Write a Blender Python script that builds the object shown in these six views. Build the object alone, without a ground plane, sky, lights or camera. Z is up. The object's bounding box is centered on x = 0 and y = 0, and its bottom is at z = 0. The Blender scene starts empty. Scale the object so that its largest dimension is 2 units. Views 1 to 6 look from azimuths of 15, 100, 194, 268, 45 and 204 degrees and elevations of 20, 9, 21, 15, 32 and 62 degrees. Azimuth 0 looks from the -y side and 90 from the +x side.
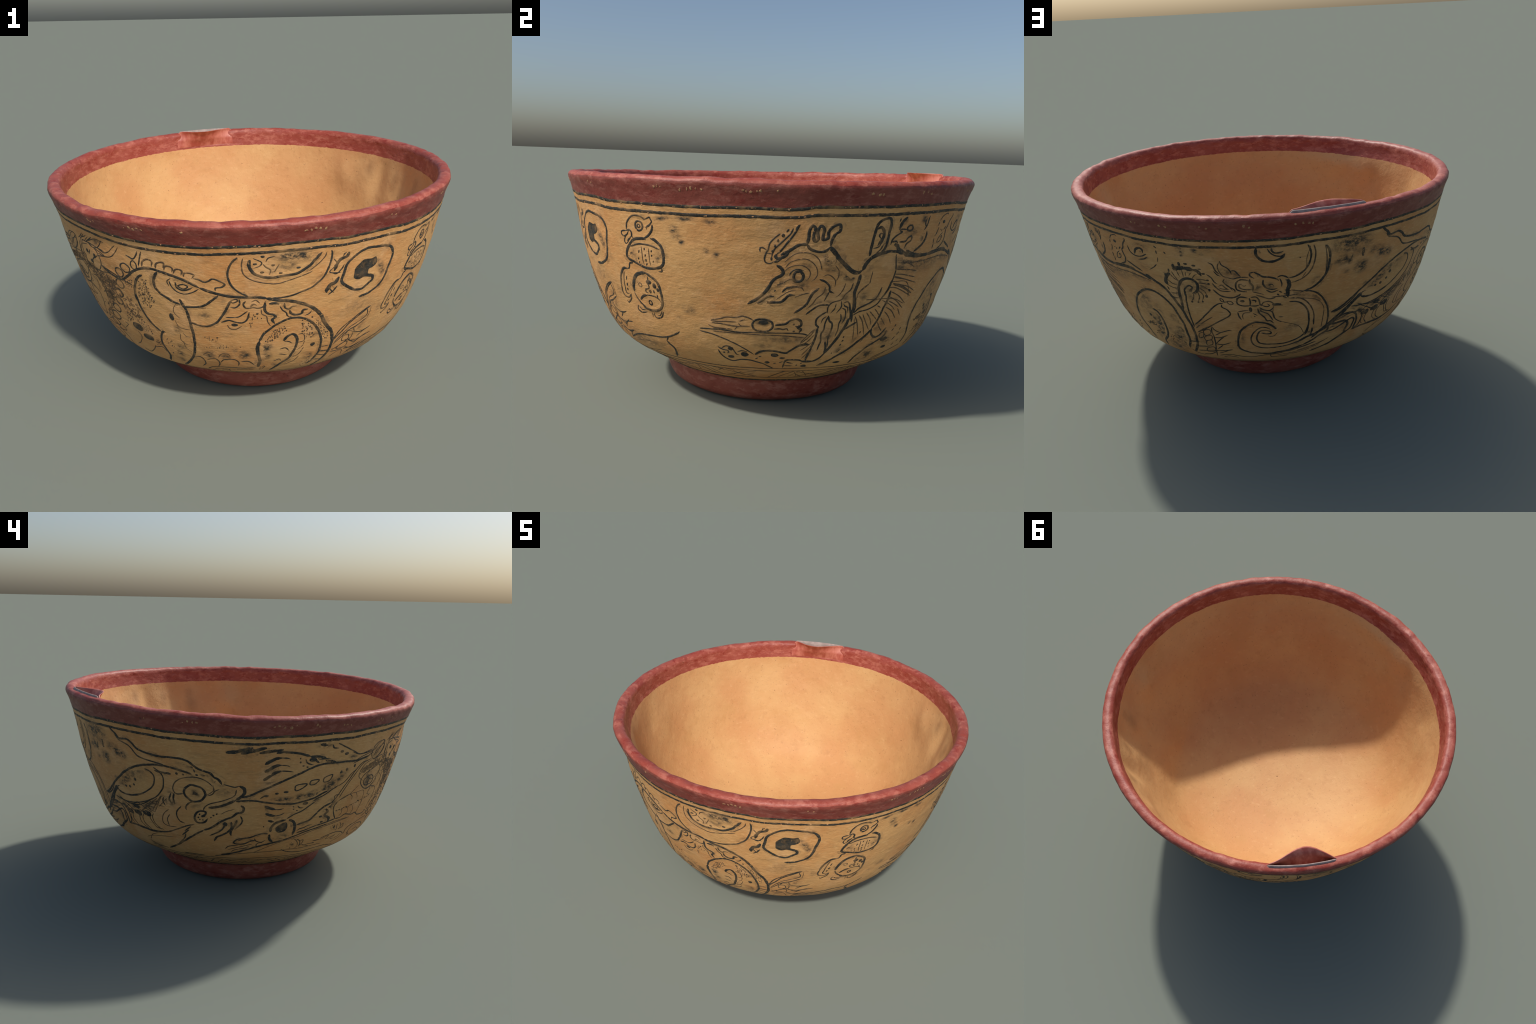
"""Painted earthenware bowl on a low ring foot: red-slipped rim and foot, buff
wall covered with black brush drawing, a split flake of slip at the rim."""
import math
import numpy as np
import bpy
from mathutils import Matrix, Vector

SEED = 11
rng = np.random.default_rng(SEED)

# ------------------------------------------------------------------ noise
def _hash(i, j, k, seed):
    n = (i * 374761393 + j * 668265263 + k * 2147483647 + seed * 1274126177) & 0xFFFFFFFF
    n = ((n ^ (n >> 13)) * 1274126177) & 0xFFFFFFFF
    return ((n ^ (n >> 16)) & 0xFFFF) / 32767.5 - 1.0


def noise3(x, y, z, seed=0):
    """Smooth lattice noise in -1..1 for numpy arrays."""
    x, y, z = np.broadcast_arrays(np.asarray(x, float), y, z)
    i, j, k = (np.floor(a).astype(np.int64) for a in (x, y, z))
    u, v, w = x - i, y - j, z - k
    u, v, w = (a * a * a * (a * (a * 6 - 15) + 10) for a in (u, v, w))
    out = 0.0
    for a in (0, 1):
        for b in (0, 1):
            for c in (0, 1):
                out = out + _hash(i + a, j + b, k + c, seed) * (u if a else 1 - u) * (v if b else 1 - v) * (w if c else 1 - w)
    return out


def smooth(a, b, x):
    t = np.clip((np.asarray(x, float) - a) / (b - a), 0, 1)
    return t * t * (3 - 2 * t)


def spline(points, n):
    """n points along a centripetal-ish Catmull-Rom curve through 2D points."""
    p = np.asarray(points, float)
    if len(p) == 2:
        t = np.linspace(0, 1, n)[:, None]
        return p[0] * (1 - t) + p[1] * t
    d = np.concatenate([[0], np.cumsum(np.maximum(np.hypot(*np.diff(p, axis=0).T), 1e-9) ** 0.75)])
    m = np.empty_like(p)
    m[1:-1] = (p[2:] - p[:-2]) / (d[2:] - d[:-2])[:, None]
    m[0] = (p[1] - p[0]) / (d[1] - d[0])
    m[-1] = (p[-1] - p[-2]) / (d[-1] - d[-2])
    t = np.linspace(0, d[-1], n)
    i = np.clip(np.searchsorted(d, t) - 1, 0, len(p) - 2)
    h = (d[i + 1] - d[i])[:, None]
    s = ((t - d[i]) / h[:, 0])[:, None]
    return ((2 * s**3 - 3 * s**2 + 1) * p[i] + (s**3 - 2 * s**2 + s) * h * m[i]
            + (-2 * s**3 + 3 * s**2) * p[i + 1] + (s**3 - s**2) * h * m[i + 1])


# ------------------------------------------------------------------ form of the bowl
# profiles as (radius, height)
FOOT_PROFILE = [(0.0006, 0.052), (0.20, 0.050), (0.34, 0.040), (0.385, 0.022), (0.400, 0.004), (0.415, 0.0),
                (0.436, 0.003), (0.459, 0.013), (0.484, 0.032), (0.499, 0.060), (0.506, 0.088), (0.510, 0.110), (0.516, 0.124), (0.527, 0.134)]
WALL_PROFILE = [(0.527, 0.134), (0.549, 0.148), (0.597, 0.174), (0.643, 0.202), (0.703, 0.239), (0.751, 0.280),
                (0.787, 0.327), (0.817, 0.380), (0.843, 0.438), (0.8658, 0.50), (0.891, 0.575), (0.9122, 0.65), (0.931, 0.725),
                (0.9465, 0.80), (0.9585, 0.865), (0.973, 0.935)]
RIM_PROFILE = [(0.973, 0.935), (0.986, 0.985), (0.9975, 1.018), (0.9985, 1.029), (0.9945, 1.040), (0.985, 1.0475), (0.969, 1.050),
               (0.954, 1.047), (0.944, 1.038), (0.9395, 1.024), (0.938, 1.005), (0.935, 0.972), (0.932, 0.950)]
INNER_PROFILE = [(0.932, 0.950), (0.926, 0.90), (0.910, 0.82), (0.886, 0.73), (0.852, 0.62), (0.810, 0.51), (0.757, 0.415),
                 (0.690, 0.333), (0.607, 0.276), (0.505, 0.232), (0.390, 0.199), (0.27, 0.179), (0.13, 0.170), (0.0006, 0.169)]
WALL_R = np.array([p[0] for p in spline(WALL_PROFILE[:], 400)] + [p[0] for p in spline(RIM_PROFILE[:4], 40)][1:])
WALL_H = np.array([p[1] for p in spline(WALL_PROFILE[:], 400)] + [p[1] for p in spline(RIM_PROFILE[:4], 40)][1:])


def tilt(az):
    """How far the rim rises above its mean height at an azimuth (degrees)."""
    t = np.radians(az - 90.0)
    return 0.0063 * np.cos(t) + 0.0177 * np.sin(t) - 0.0011 * np.cos(2 * t) - 0.0045 * np.sin(2 * t)


def deform(az, r, h, rough=1.0):
    """(azimuth, profile radius, profile height) -> point on the real, slightly uneven bowl."""
    az, r, h = np.broadcast_arrays(np.asarray(az, float), r, h)
    t = np.radians(az - 90.0)
    c, s = np.cos(t), np.sin(t)
    w = np.clip((h - 0.1) / 0.3, 0, 1)
    out = 0.003 * np.cos(2 * t) - 0.0023 * np.sin(2 * t) - 0.0018 * np.cos(3 * t) - 0.0003 * np.sin(3 * t)
    rr = r * (1 + w * out)
    da, db = (az - 185 + 180) % 360 - 180, (az - 328 + 180) % 360 - 180
    rr = rr + 0.013 * np.exp(-((da / 62) ** 2) - ((h - 0.30) / 0.16) ** 2) * smooth(0.11, 0.18, h)
    rr = rr - 0.012 * np.exp(-((db / 32) ** 2) - ((h - 0.66) / 0.23) ** 2)
    dc = (az - 334 + 180) % 360 - 180
    rr = rr - 0.010 * np.exp(-((dc / 24) ** 2) - ((h - 0.90) / 0.06) ** 2)
    y_out = 0.003 * smooth(0.9, 1.0, h)
    e = np.clip(r / 0.4, 0, 1) * rough
    rr = rr + e * (0.0022 * noise3(c * r * 4.5, s * r * 4.5, h * 4.5, 1) + 0.0011 * noise3(c * r * 17, s * r * 17, h * 22, 2)
                   + 0.0005 * noise3(c * r * 45, s * r * 45, h * 70, 3))
    z = h + tilt(az) * smooth(0.12, 0.9, h)
    lip = smooth(0.985, 1.04, h)
    z = z + lip * rough * (0.0032 * noise3(c * 9, s * 9, 0.3, 4) + 0.0022 * noise3(c * 26, s * 26, r * 26, 5))
    rr = rr + lip * rough * 0.0022 * noise3(c * 22, s * 22, h * 30, 6)
    x = rr * c + 0.015 - 0.0104 * h
    y = (rr + y_out) * s - 0.0037 + 0.0039 * h
    return np.stack([x, y, np.maximum(z, 0.0)], -1)


def wall_point(az, h, lift=0.0):
    """Point on the outside of the wall, lifted off it by `lift` metres."""
    r = np.interp(h, WALL_H, WALL_R)
    slope = (np.interp(h + 0.004, WALL_H, WALL_R) - np.interp(h - 0.004, WALL_H, WALL_R)) / 0.008
    n = np.sqrt(1 + slope**2)
    return deform_lift(az, r, h, lift / n, -lift * slope / n)


def deform_lift(az, r, h, dr, dh):
    p = deform(az, r, h)
    t = np.radians(np.asarray(az, float) - 90.0)
    p = p.copy()
    p[..., 0] += dr * np.cos(t)
    p[..., 1] += dr * np.sin(t)
    p[..., 2] += dh
    return p


BAND_AZ = [0, 15, 25, 45, 62, 80, 95, 121, 140, 152, 163, 175, 198, 212, 232, 255, 270, 283, 298, 313, 327, 337, 347]
BAND_H = [.943, .950, .955, .948, .937, .936, .940, .951, .955, .957, .947, .939, .939, .947, .953, .949, .947, .957, .962, .971, .970, .955, .945]


def band_edge(az):
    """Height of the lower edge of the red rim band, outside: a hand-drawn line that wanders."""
    a = np.asarray(az, float) % 360
    w = np.zeros_like(a)
    v = np.zeros_like(a)
    for x, y in zip(BAND_AZ, BAND_H):
        g = np.exp(-((((a - x + 180) % 360 - 180) / 6.5) ** 2)) + 1e-12
        w, v = w + g, v + g * y
    return v / w + 0.0012 * noise3(a / 4.0, 0.5, 0.5, 9)


def inner_band_edge(az):
    return 0.950 + 0.004 * noise3(az / 30.0, 2.5, 0.5, 10) + 0.0030 * noise3(az / 0.9, 1.5, 0.5, 11) + 0.0018 * noise3(az / 3.1, 3.5, 0.5, 12)


def inner_dents(az, h):
    """Finger dents inside, strongest high on the +x side and weaker on the -x side."""
    v = np.zeros(np.broadcast(az, h).shape)
    for a, hh, wa, wh, d in DENTS:
        da = (az - a + 180) % 360 - 180
        v = v + d * np.exp(-(da / wa) ** 2 - ((h - hh) / wh) ** 2)
    return v


DENTS = [(106, 0.42, 17, 0.14, -0.038), (128, 0.46, 14, 0.13, -0.016), (130, 0.62, 20, 0.26, -0.020),
         (96, 0.80, 5, 0.10, -0.022), (104, 0.82, 4, 0.10, 0.006), (113, 0.76, 4, 0.13, -0.010), (121, 0.80, 4, 0.12, 0.010), (129, 0.80, 4, 0.12, -0.010),
         (136, 0.80, 3, 0.10, 0.009), (143, 0.80, 5, 0.12, -0.014), (154, 0.82, 5, 0.09, -0.020),
         (315, 0.86, 32, 0.15, -0.017), (291, 0.72, 10, 0.14, -0.014), (300, 0.80, 4, 0.10, 0.008), (322, 0.80, 4, 0.10, 0.009), (330, 0.78, 4, 0.10, -0.008),
         (338, 0.88, 14, 0.08, -0.012), (78, 0.70, 9, 0.12, -0.008)]

# rim flake: azimuth range where the slip has split off the inside of the lip
FLAKE_FROM, FLAKE_TO = 202.0, 222.5


def flake_bow(az):
    u = np.clip((az - FLAKE_FROM) / (FLAKE_TO - FLAKE_FROM), 0, 1)
    return np.sin(np.pi * u**1.25) ** 1.1


COLS = 1440
LIP_ROW = 23  # row of the rim where the outer band ends and the lip begins


def build_grid():
    """The whole vessel as one grid of rows (profile) by columns (azimuth)."""
    az = np.arange(COLS) * 360.0 / COLS
    rows, region = [], []

    def add(profile, n, name, first=True):
        p = spline(profile, n)
        for i, (r, h) in enumerate(p):
            if i == 0 and not first:
                continue
            rows.append((np.full(COLS, r), np.full(COLS, h)))
            region.append(name)

    add(FOOT_PROFILE, 56, "foot")
    add(WALL_PROFILE, 190, "wall", False)
    i_wall = len(rows) - 1
    add(RIM_PROFILE, 64, "rim", False)
    i_rim = len(rows) - 1
    add(INNER_PROFILE, 150, "inner", False)
    R = np.array([q[0] for q in rows])
    H = np.array([q[1] for q in rows])
    # slide the rows near the band edges so that the edges follow the brush
    shift = band_edge(az) - WALL_PROFILE[-1][1]
    idx = np.arange(len(rows))[:, None]
    near = np.exp(-(((H - WALL_PROFILE[-1][1]) / 0.05) ** 2)) * (idx <= i_wall + 30)
    H2 = H + shift[None] * near
    R = np.where(idx <= i_wall + 18, np.interp(H2, WALL_H, WALL_R, left=0) * (idx > 55) + R * (idx <= 55), R)
    H = H2
    ishift = inner_band_edge(az) - INNER_PROFILE[0][1]
    near = np.exp(-(((H - INNER_PROFILE[0][1]) / 0.03) ** 2)) * (idx > i_wall + 40)
    R = R + ishift[None] * near * 0.16
    H = H + ishift[None] * near
    inner = (idx >= i_wall + 34) * np.ones_like(H)
    R = R + inner * inner_dents(az[None], H) * smooth(0.2, 0.36, H)
    lean = np.cos(np.radians(az - 285))[None] * np.exp(-(((R - 0.45) / 0.2) ** 2)) * (H < 0.4) * inner
    H = H - 0.009 * np.maximum(lean, 0)
    # pocket behind the flake: the lip is thinner there
    bow = np.where((az > FLAKE_FROM) & (az < FLAKE_TO), flake_bow(az), 0.0)
    pocket = smooth(0.958, 0.985, H) * (R < 0.975) * (H > 0.955)
    R = R + pocket * np.minimum(1, bow * 3)[None] * (0.966 - R) * 0.9
    P = deform(az[None], R, H)
    return P, region


def grid_normals(P):
    du = np.roll(P, -1, 1) - np.roll(P, 1, 1)
    dv = np.empty_like(P)
    dv[1:-1] = P[2:] - P[:-2]
    dv[0] = P[1] - P[0]
    dv[-1] = P[-1] - P[-2]
    n = np.cross(du, dv)
    n /= np.maximum(np.linalg.norm(n, axis=-1, keepdims=True), 1e-12)
    n[0] = (0, 0, -1)
    n[-1] = (0, 0, 1)
    return n


def new_mesh(name, verts, faces, material, parent, normals=None):
    me = bpy.data.meshes.new(name)
    faces = np.asarray(faces)
    me.vertices.add(len(verts))
    me.vertices.foreach_set("co", np.asarray(verts, np.float32).ravel())
    k = faces.shape[1]
    me.loops.add(faces.size)
    me.loops.foreach_set("vertex_index", faces.astype(np.int32).ravel())
    me.polygons.add(len(faces))
    me.polygons.foreach_set("loop_start", np.arange(0, faces.size, k, dtype=np.int32))
    me.update(calc_edges=True)
    me.validate()
    me.polygons.foreach_set("use_smooth", np.ones(len(me.polygons), bool))
    if normals is not None:
        me.normals_split_custom_set_from_vertices([tuple(v) for v in np.asarray(normals)])
    me.materials.append(material)
    ob = bpy.data.objects.new(name, me)
    bpy.context.scene.collection.objects.link(ob)
    ob.parent = parent
    return ob


def cut_region(P, N, r0, r1, name, material, parent):
    rows = np.arange(r0, r1 + 1)
    V = P[rows].reshape(-1, 3)
    Nn = N[rows].reshape(-1, 3)
    a = np.arange(len(rows) - 1)[:, None] * COLS + np.arange(COLS)[None]
    b = np.arange(len(rows) - 1)[:, None] * COLS + (np.arange(COLS)[None] + 1) % COLS
    F = np.stack([a, b, b + COLS, a + COLS], -1).reshape(-1, 4)
    return new_mesh(name, V, F, material, parent, Nn)


# ------------------------------------------------------------------ the drawing, motif by motif
# kind, brush width in mm, control points (azimuth in degrees, height in metres)
WASHES = []
# grey washes of thinned ink: azimuth, height, half length, half width (m), turn, strength
WASHES.append((331.3, 0.890, 0.032, 0.020, 13, 0.80))
WASHES.append((353.5, 0.519, 0.021, 0.029, 12, 0.75))
WASHES.append((353.0, 0.417, 0.020, 0.031, -35, 0.75))
WASHES.append((351.5, 0.369, 0.022, 0.030, 17, 0.70))
WASHES.append((350.9, 0.314, 0.024, 0.039, 23, 0.60))
WASHES.append((1.5, 0.389, 0.033, 0.032, 10, 0.85))
WASHES.append((6.3, 0.384, 0.031, 0.029, 6, 0.90))
WASHES.append((12.3, 0.395, 0.034, 0.034, 32, 0.95))
WASHES.append((9.6, 0.425, 0.016, 0.018, 2, 0.70))
WASHES.append((2.4, 0.621, 0.045, 0.019, 6, 0.55))
WASHES.append((3.2, 0.721, 0.036, 0.016, -8, 0.35))
WASHES.append((7.6, 0.702, 0.027, 0.013, 2, 0.40))
WASHES.append((5.1, 0.892, 0.032, 0.014, 2, 0.35))
WASHES.append((19.0, 0.438, 0.024, 0.035, -5, 1.00))
WASHES.append((19.0, 0.384, 0.024, 0.034, -6, 0.80))
WASHES.append((32.2, 0.354, 0.024, 0.042, 20, 0.90))
WASHES.append((31.8, 0.489, 0.024, 0.043, -75, 0.45))
WASHES.append((43.9, 0.462, 0.048, 0.022, 37, 0.45))
WASHES.append((25.3, 0.897, 0.095, 0.030, -1, 0.95))
WASHES.append((23.9, 0.862, 0.056, 0.031, 18, 0.60))
WASHES.append((20.0, 0.834, 0.017, 0.024, -4, 0.55))
WASHES.append((31.7, 0.775, 0.064, 0.019, 40, 0.45))
WASHES.append((16.1, 0.809, 0.044, 0.010, -20, 0.30))
WASHES.append((50.4, 0.760, 0.095, 0.021, -52, 0.75))
WASHES.append((42.9, 0.582, 0.060, 0.028, -7, 0.30))
WASHES.append((51.0, 0.581, 0.048, 0.030, -1, 0.30))
WASHES.append((62.8, 0.729, 0.032, 0.037, 7, 0.80))
WASHES.append((72.4, 0.719, 0.029, 0.035, 6, 0.95))
WASHES.append((48.0, 0.483, 0.044, 0.060, -32, 0.55))
WASHES.append((53.7, 0.548, 0.026, 0.026, -60, 0.40))
WASHES.append((44.1, 0.593, 0.102, 0.048, -2, 0.35))
WASHES.append((58.5, 0.312, 0.126, 0.042, -0, 0.50))
WASHES.append((54.0, 0.323, 0.066, 0.051, 8, 0.50))
WASHES.append((78.8, 0.513, 0.034, 0.023, -15, 0.60))
WASHES.append((75.2, 0.474, 0.022, 0.015, 9, 0.40))
WASHES.append((74.2, 0.885, 0.049, 0.010, 8, 0.85))
WASHES.append((79.7, 0.889, 0.053, 0.012, 4, 0.80))
WASHES.append((86.2, 0.882, 0.034, 0.016, -7, 0.65))
WASHES.append((76.8, 0.844, 0.025, 0.019, 4, 0.90))
WASHES.append((77.4, 0.816, 0.025, 0.019, -15, 0.60))
WASHES.append((78.7, 0.796, 0.016, 0.013, 4, 0.85))
WASHES.append((84.8, 0.769, 0.016, 0.013, 4, 0.95))
WASHES.append((87.3, 0.758, 0.014, 0.020, -39, 0.75))
WASHES.append((104.6, 0.410, 0.126, 0.023, -2, 0.60))
WASHES.append((99.4, 0.378, 0.048, 0.016, 3, 0.45))
WASHES.append((104.6, 0.367, 0.024, 0.012, 1, 0.50))
WASHES.append((99.0, 0.486, 0.035, 0.019, 2, 1.00))
WASHES.append((102.3, 0.651, 0.031, 0.016, 12, 0.90))
WASHES.append((106.9, 0.660, 0.057, 0.019, 0, 0.55))
WASHES.append((108.9, 0.724, 0.027, 0.013, -20, 0.60))
WASHES.append((113.9, 0.744, 0.020, 0.041, 32, 0.80))
WASHES.append((115.0, 0.708, 0.027, 0.015, -1, 0.70))
WASHES.append((118.8, 0.680, 0.052, 0.016, -29, 0.85))
WASHES.append((121.2, 0.671, 0.031, 0.019, -12, 0.80))
WASHES.append((108.5, 0.644, 0.026, 0.016, -0, 0.60))
WASHES.append((114.4, 0.619, 0.031, 0.017, -55, 0.50))
WASHES.append((114.0, 0.566, 0.045, 0.017, 7, 0.95))
WASHES.append((111.8, 0.547, 0.041, 0.014, 46, 0.70))
WASHES.append((120.0, 0.592, 0.023, 0.022, 44, 0.50))
WASHES.append((117.1, 0.422, 0.042, 0.042, -4, 0.65))
WASHES.append((121.1, 0.494, 0.017, 0.022, -4, 0.70))
WASHES.append((125.1, 0.590, 0.044, 0.022, 63, 0.45))
WASHES.append((125.3, 0.557, 0.037, 0.012, 23, 0.30))
WASHES.append((133.1, 0.459, 0.051, 0.040, -40, 0.55))
WASHES.append((127.1, 0.392, 0.034, 0.025, 32, 0.50))
WASHES.append((122.7, 0.345, 0.028, 0.031, 22, 0.80))
WASHES.append((138.4, 0.375, 0.061, 0.035, -33, 0.75))
WASHES.append((134.4, 0.306, 0.041, 0.049, 39, 0.80))
WASHES.append((132.0, 0.282, 0.045, 0.034, 55, 0.60))
WASHES.append((116.7, 0.297, 0.018, 0.021, 31, 0.60))
WASHES.append((136.5, 0.851, 0.054, 0.026, -3, 0.60))
WASHES.append((141.1, 0.810, 0.022, 0.045, -15, 0.60))
WASHES.append((140.3, 0.898, 0.025, 0.021, -3, 0.90))
WASHES.append((132.9, 0.901, 0.022, 0.026, -16, 0.90))
WASHES.append((136.8, 0.777, 0.065, 0.015, 3, 0.40))
WASHES.append((125.5, 0.712, 0.064, 0.019, 40, 0.40))
WASHES.append((125.0, 0.670, 0.021, 0.023, -3, 0.50))
WASHES.append((125.5, 0.586, 0.038, 0.024, 70, 0.50))
WASHES.append((137.4, 0.720, 0.091, 0.022, -14, 0.80))
WASHES.append((145.2, 0.714, 0.152, 0.020, 2, 0.60))
WASHES.append((155.4, 0.721, 0.125, 0.029, -2, 0.50))
WASHES.append((136.5, 0.697, 0.063, 0.019, -12, 0.70))
WASHES.append((154.8, 0.565, 0.043, 0.060, 58, 0.50))
WASHES.append((158.4, 0.466, 0.042, 0.112, 55, 0.60))
WASHES.append((144.4, 0.711, 0.192, 0.050, 5, 0.60))
WASHES.append((158.4, 0.713, 0.058, 0.018, -6, 0.45))
WASHES.append((160.2, 0.875, 0.048, 0.027, 9, 0.80))
WASHES.append((160.6, 0.821, 0.041, 0.007, 17, 0.40))
WASHES.append((159.0, 0.790, 0.065, 0.029, -13, 0.25))
WASHES.append((173.2, 0.890, 0.023, 0.024, 5, 0.90))
WASHES.append((173.2, 0.867, 0.011, 0.011, -31, 0.95))
WASHES.append((177.2, 0.890, 0.020, 0.014, -14, 0.85))
WASHES.append((178.9, 0.876, 0.012, 0.010, 3, 0.60))
WASHES.append((180.8, 0.900, 0.047, 0.020, 2, 0.40))
WASHES.append((173.8, 0.696, 0.041, 0.033, 6, 0.70))
WASHES.append((176.9, 0.718, 0.042, 0.045, -71, 0.85))
WASHES.append((173.4, 0.655, 0.027, 0.030, 7, 0.50))
WASHES.append((155.2, 0.591, 0.056, 0.043, 29, 0.60))
WASHES.append((152.7, 0.532, 0.028, 0.038, 17, 0.40))
WASHES.append((157.9, 0.448, 0.036, 0.151, -15, 0.95))
WASHES.append((165.3, 0.517, 0.024, 0.027, -45, 0.80))
WASHES.append((166.7, 0.502, 0.032, 0.026, -62, 0.50))
WASHES.append((166.2, 0.447, 0.028, 0.032, -47, 0.85))
WASHES.append((164.9, 0.399, 0.042, 0.050, -11, 0.95))
WASHES.append((164.8, 0.360, 0.054, 0.059, -12, 0.90))
WASHES.append((161.2, 0.320, 0.049, 0.062, 24, 0.70))
WASHES.append((174.3, 0.503, 0.048, 0.020, 36, 0.40))
WASHES.append((174.5, 0.406, 0.056, 0.085, 10, 0.35))
WASHES.append((209.4, 0.722, 0.045, 0.029, 46, 0.50))
WASHES.append((205.1, 0.660, 0.076, 0.018, -14, 0.50))
WASHES.append((209.4, 0.629, 0.061, 0.020, -55, 0.55))
WASHES.append((184.9, 0.794, 0.032, 0.033, -47, 0.60))
WASHES.append((187.1, 0.776, 0.038, 0.019, -12, 0.50))
WASHES.append((185.0, 0.744, 0.029, 0.023, -36, 0.50))
WASHES.append((196.1, 0.716, 0.029, 0.023, -16, 0.70))
WASHES.append((192.9, 0.715, 0.024, 0.029, -49, 0.60))
WASHES.append((201.1, 0.698, 0.020, 0.062, -7, 0.95))
WASHES.append((193.5, 0.583, 0.041, 0.023, -51, 0.75))
WASHES.append((202.4, 0.486, 0.050, 0.023, 18, 0.50))
WASHES.append((208.2, 0.430, 0.050, 0.028, 69, 0.60))
WASHES.append((186.8, 0.443, 0.020, 0.068, 1, 0.50))
WASHES.append((205.2, 0.387, 0.045, 0.022, 27, 0.60))
WASHES.append((202.9, 0.483, 0.040, 0.019, 18, 0.50))
WASHES.append((219.1, 0.895, 0.096, 0.028, -3, 1.00))
WASHES.append((216.7, 0.866, 0.050, 0.020, 11, 0.90))
WASHES.append((220.0, 0.877, 0.075, 0.020, -2, 0.85))
WASHES.append((221.8, 0.833, 0.030, 0.040, -64, 0.50))
WASHES.append((226.6, 0.822, 0.037, 0.022, -13, 0.85))
WASHES.append((229.9, 0.799, 0.059, 0.026, -11, 0.95))
WASHES.append((216.7, 0.807, 0.033, 0.021, 23, 0.80))
WASHES.append((218.5, 0.791, 0.016, 0.019, -12, 0.90))
WASHES.append((222.4, 0.749, 0.045, 0.028, 19, 0.90))
WASHES.append((217.7, 0.743, 0.023, 0.016, -12, 0.70))
WASHES.append((220.7, 0.463, 0.058, 0.026, 13, 0.90))
WASHES.append((225.0, 0.499, 0.047, 0.021, -33, 0.90))
WASHES.append((237.5, 0.533, 0.054, 0.036, 42, 0.90))
WASHES.append((231.2, 0.519, 0.053, 0.024, 11, 0.70))
WASHES.append((222.1, 0.527, 0.032, 0.029, 20, 0.50))
WASHES.append((254.2, 0.738, 0.022, 0.012, 7, 0.50))
WASHES.append((253.0, 0.794, 0.056, 0.018, -9, 0.55))
WASHES.append((255.2, 0.792, 0.030, 0.020, -28, 0.80))
WASHES.append((259.9, 0.761, 0.040, 0.022, -24, 1.00))
WASHES.append((258.2, 0.752, 0.021, 0.015, 6, 0.70))
WASHES.append((231.2, 0.669, 0.105, 0.022, 35, 0.90))
WASHES.append((237.5, 0.723, 0.089, 0.015, 20, 0.60))
WASHES.append((228.0, 0.633, 0.033, 0.024, 13, 0.85))
WASHES.append((237.1, 0.698, 0.089, 0.028, 32, 0.30))
WASHES.append((255.2, 0.649, 0.028, 0.025, 7, 1.00))
WASHES.append((255.8, 0.725, 0.070, 0.016, -2, 0.30))
WASHES.append((247.2, 0.607, 0.027, 0.050, -1, 0.95))
WASHES.append((244.4, 0.593, 0.026, 0.027, 11, 1.00))
WASHES.append((238.9, 0.551, 0.062, 0.024, 27, 1.00))
WASHES.append((231.4, 0.515, 0.043, 0.018, 14, 0.80))
WASHES.append((223.4, 0.528, 0.037, 0.037, -65, 0.40))
WASHES.append((218.4, 0.881, 0.102, 0.055, 1, 1.00))
WASHES.append((222.3, 0.870, 0.058, 0.030, -1, 0.70))
WASHES.append((216.5, 0.804, 0.061, 0.030, 12, 0.80))
WASHES.append((226.6, 0.821, 0.039, 0.021, 11, 0.90))
WASHES.append((228.6, 0.801, 0.037, 0.035, -13, 0.90))
WASHES.append((231.0, 0.792, 0.040, 0.028, -15, 0.95))
WASHES.append((222.4, 0.750, 0.046, 0.038, 0, 0.95))
WASHES.append((218.2, 0.454, 0.075, 0.048, 7, 1.00))
WASHES.append((238.2, 0.544, 0.052, 0.017, 31, 1.00))
WASHES.append((240.4, 0.565, 0.044, 0.015, 31, 1.00))
WASHES.append((234.4, 0.281, 0.046, 0.040, 3, 0.80))
WASHES.append((262.3, 0.727, 0.041, 0.028, -37, 1.00))
WASHES.append((264.1, 0.668, 0.053, 0.024, 16, 0.50))
WASHES.append((255.4, 0.582, 0.051, 0.017, 18, 0.40))
WASHES.append((277.3, 0.729, 0.038, 0.022, 11, 0.55))
WASHES.append((279.9, 0.528, 0.033, 0.014, -3, 0.50))
WASHES.append((281.8, 0.633, 0.066, 0.017, 0, 0.95))
WASHES.append((286.9, 0.642, 0.060, 0.020, 9, 0.90))
WASHES.append((291.7, 0.652, 0.070, 0.024, 10, 0.95))
WASHES.append((296.5, 0.679, 0.075, 0.037, 32, 1.00))
WASHES.append((300.7, 0.727, 0.061, 0.025, 36, 0.75))
WASHES.append((293.0, 0.621, 0.033, 0.026, 42, 0.95))
WASHES.append((303.9, 0.833, 0.037, 0.013, -7, 0.70))
WASHES.append((292.6, 0.907, 0.049, 0.015, -4, 0.80))
WASHES.append((298.8, 0.570, 0.049, 0.036, 40, 0.90))
WASHES.append((283.1, 0.410, 0.044, 0.033, 15, 0.60))
WASHES.append((315.4, 0.828, 0.058, 0.048, -28, 0.40))
WASHES.append((314.6, 0.674, 0.041, 0.049, 10, 0.80))

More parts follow.
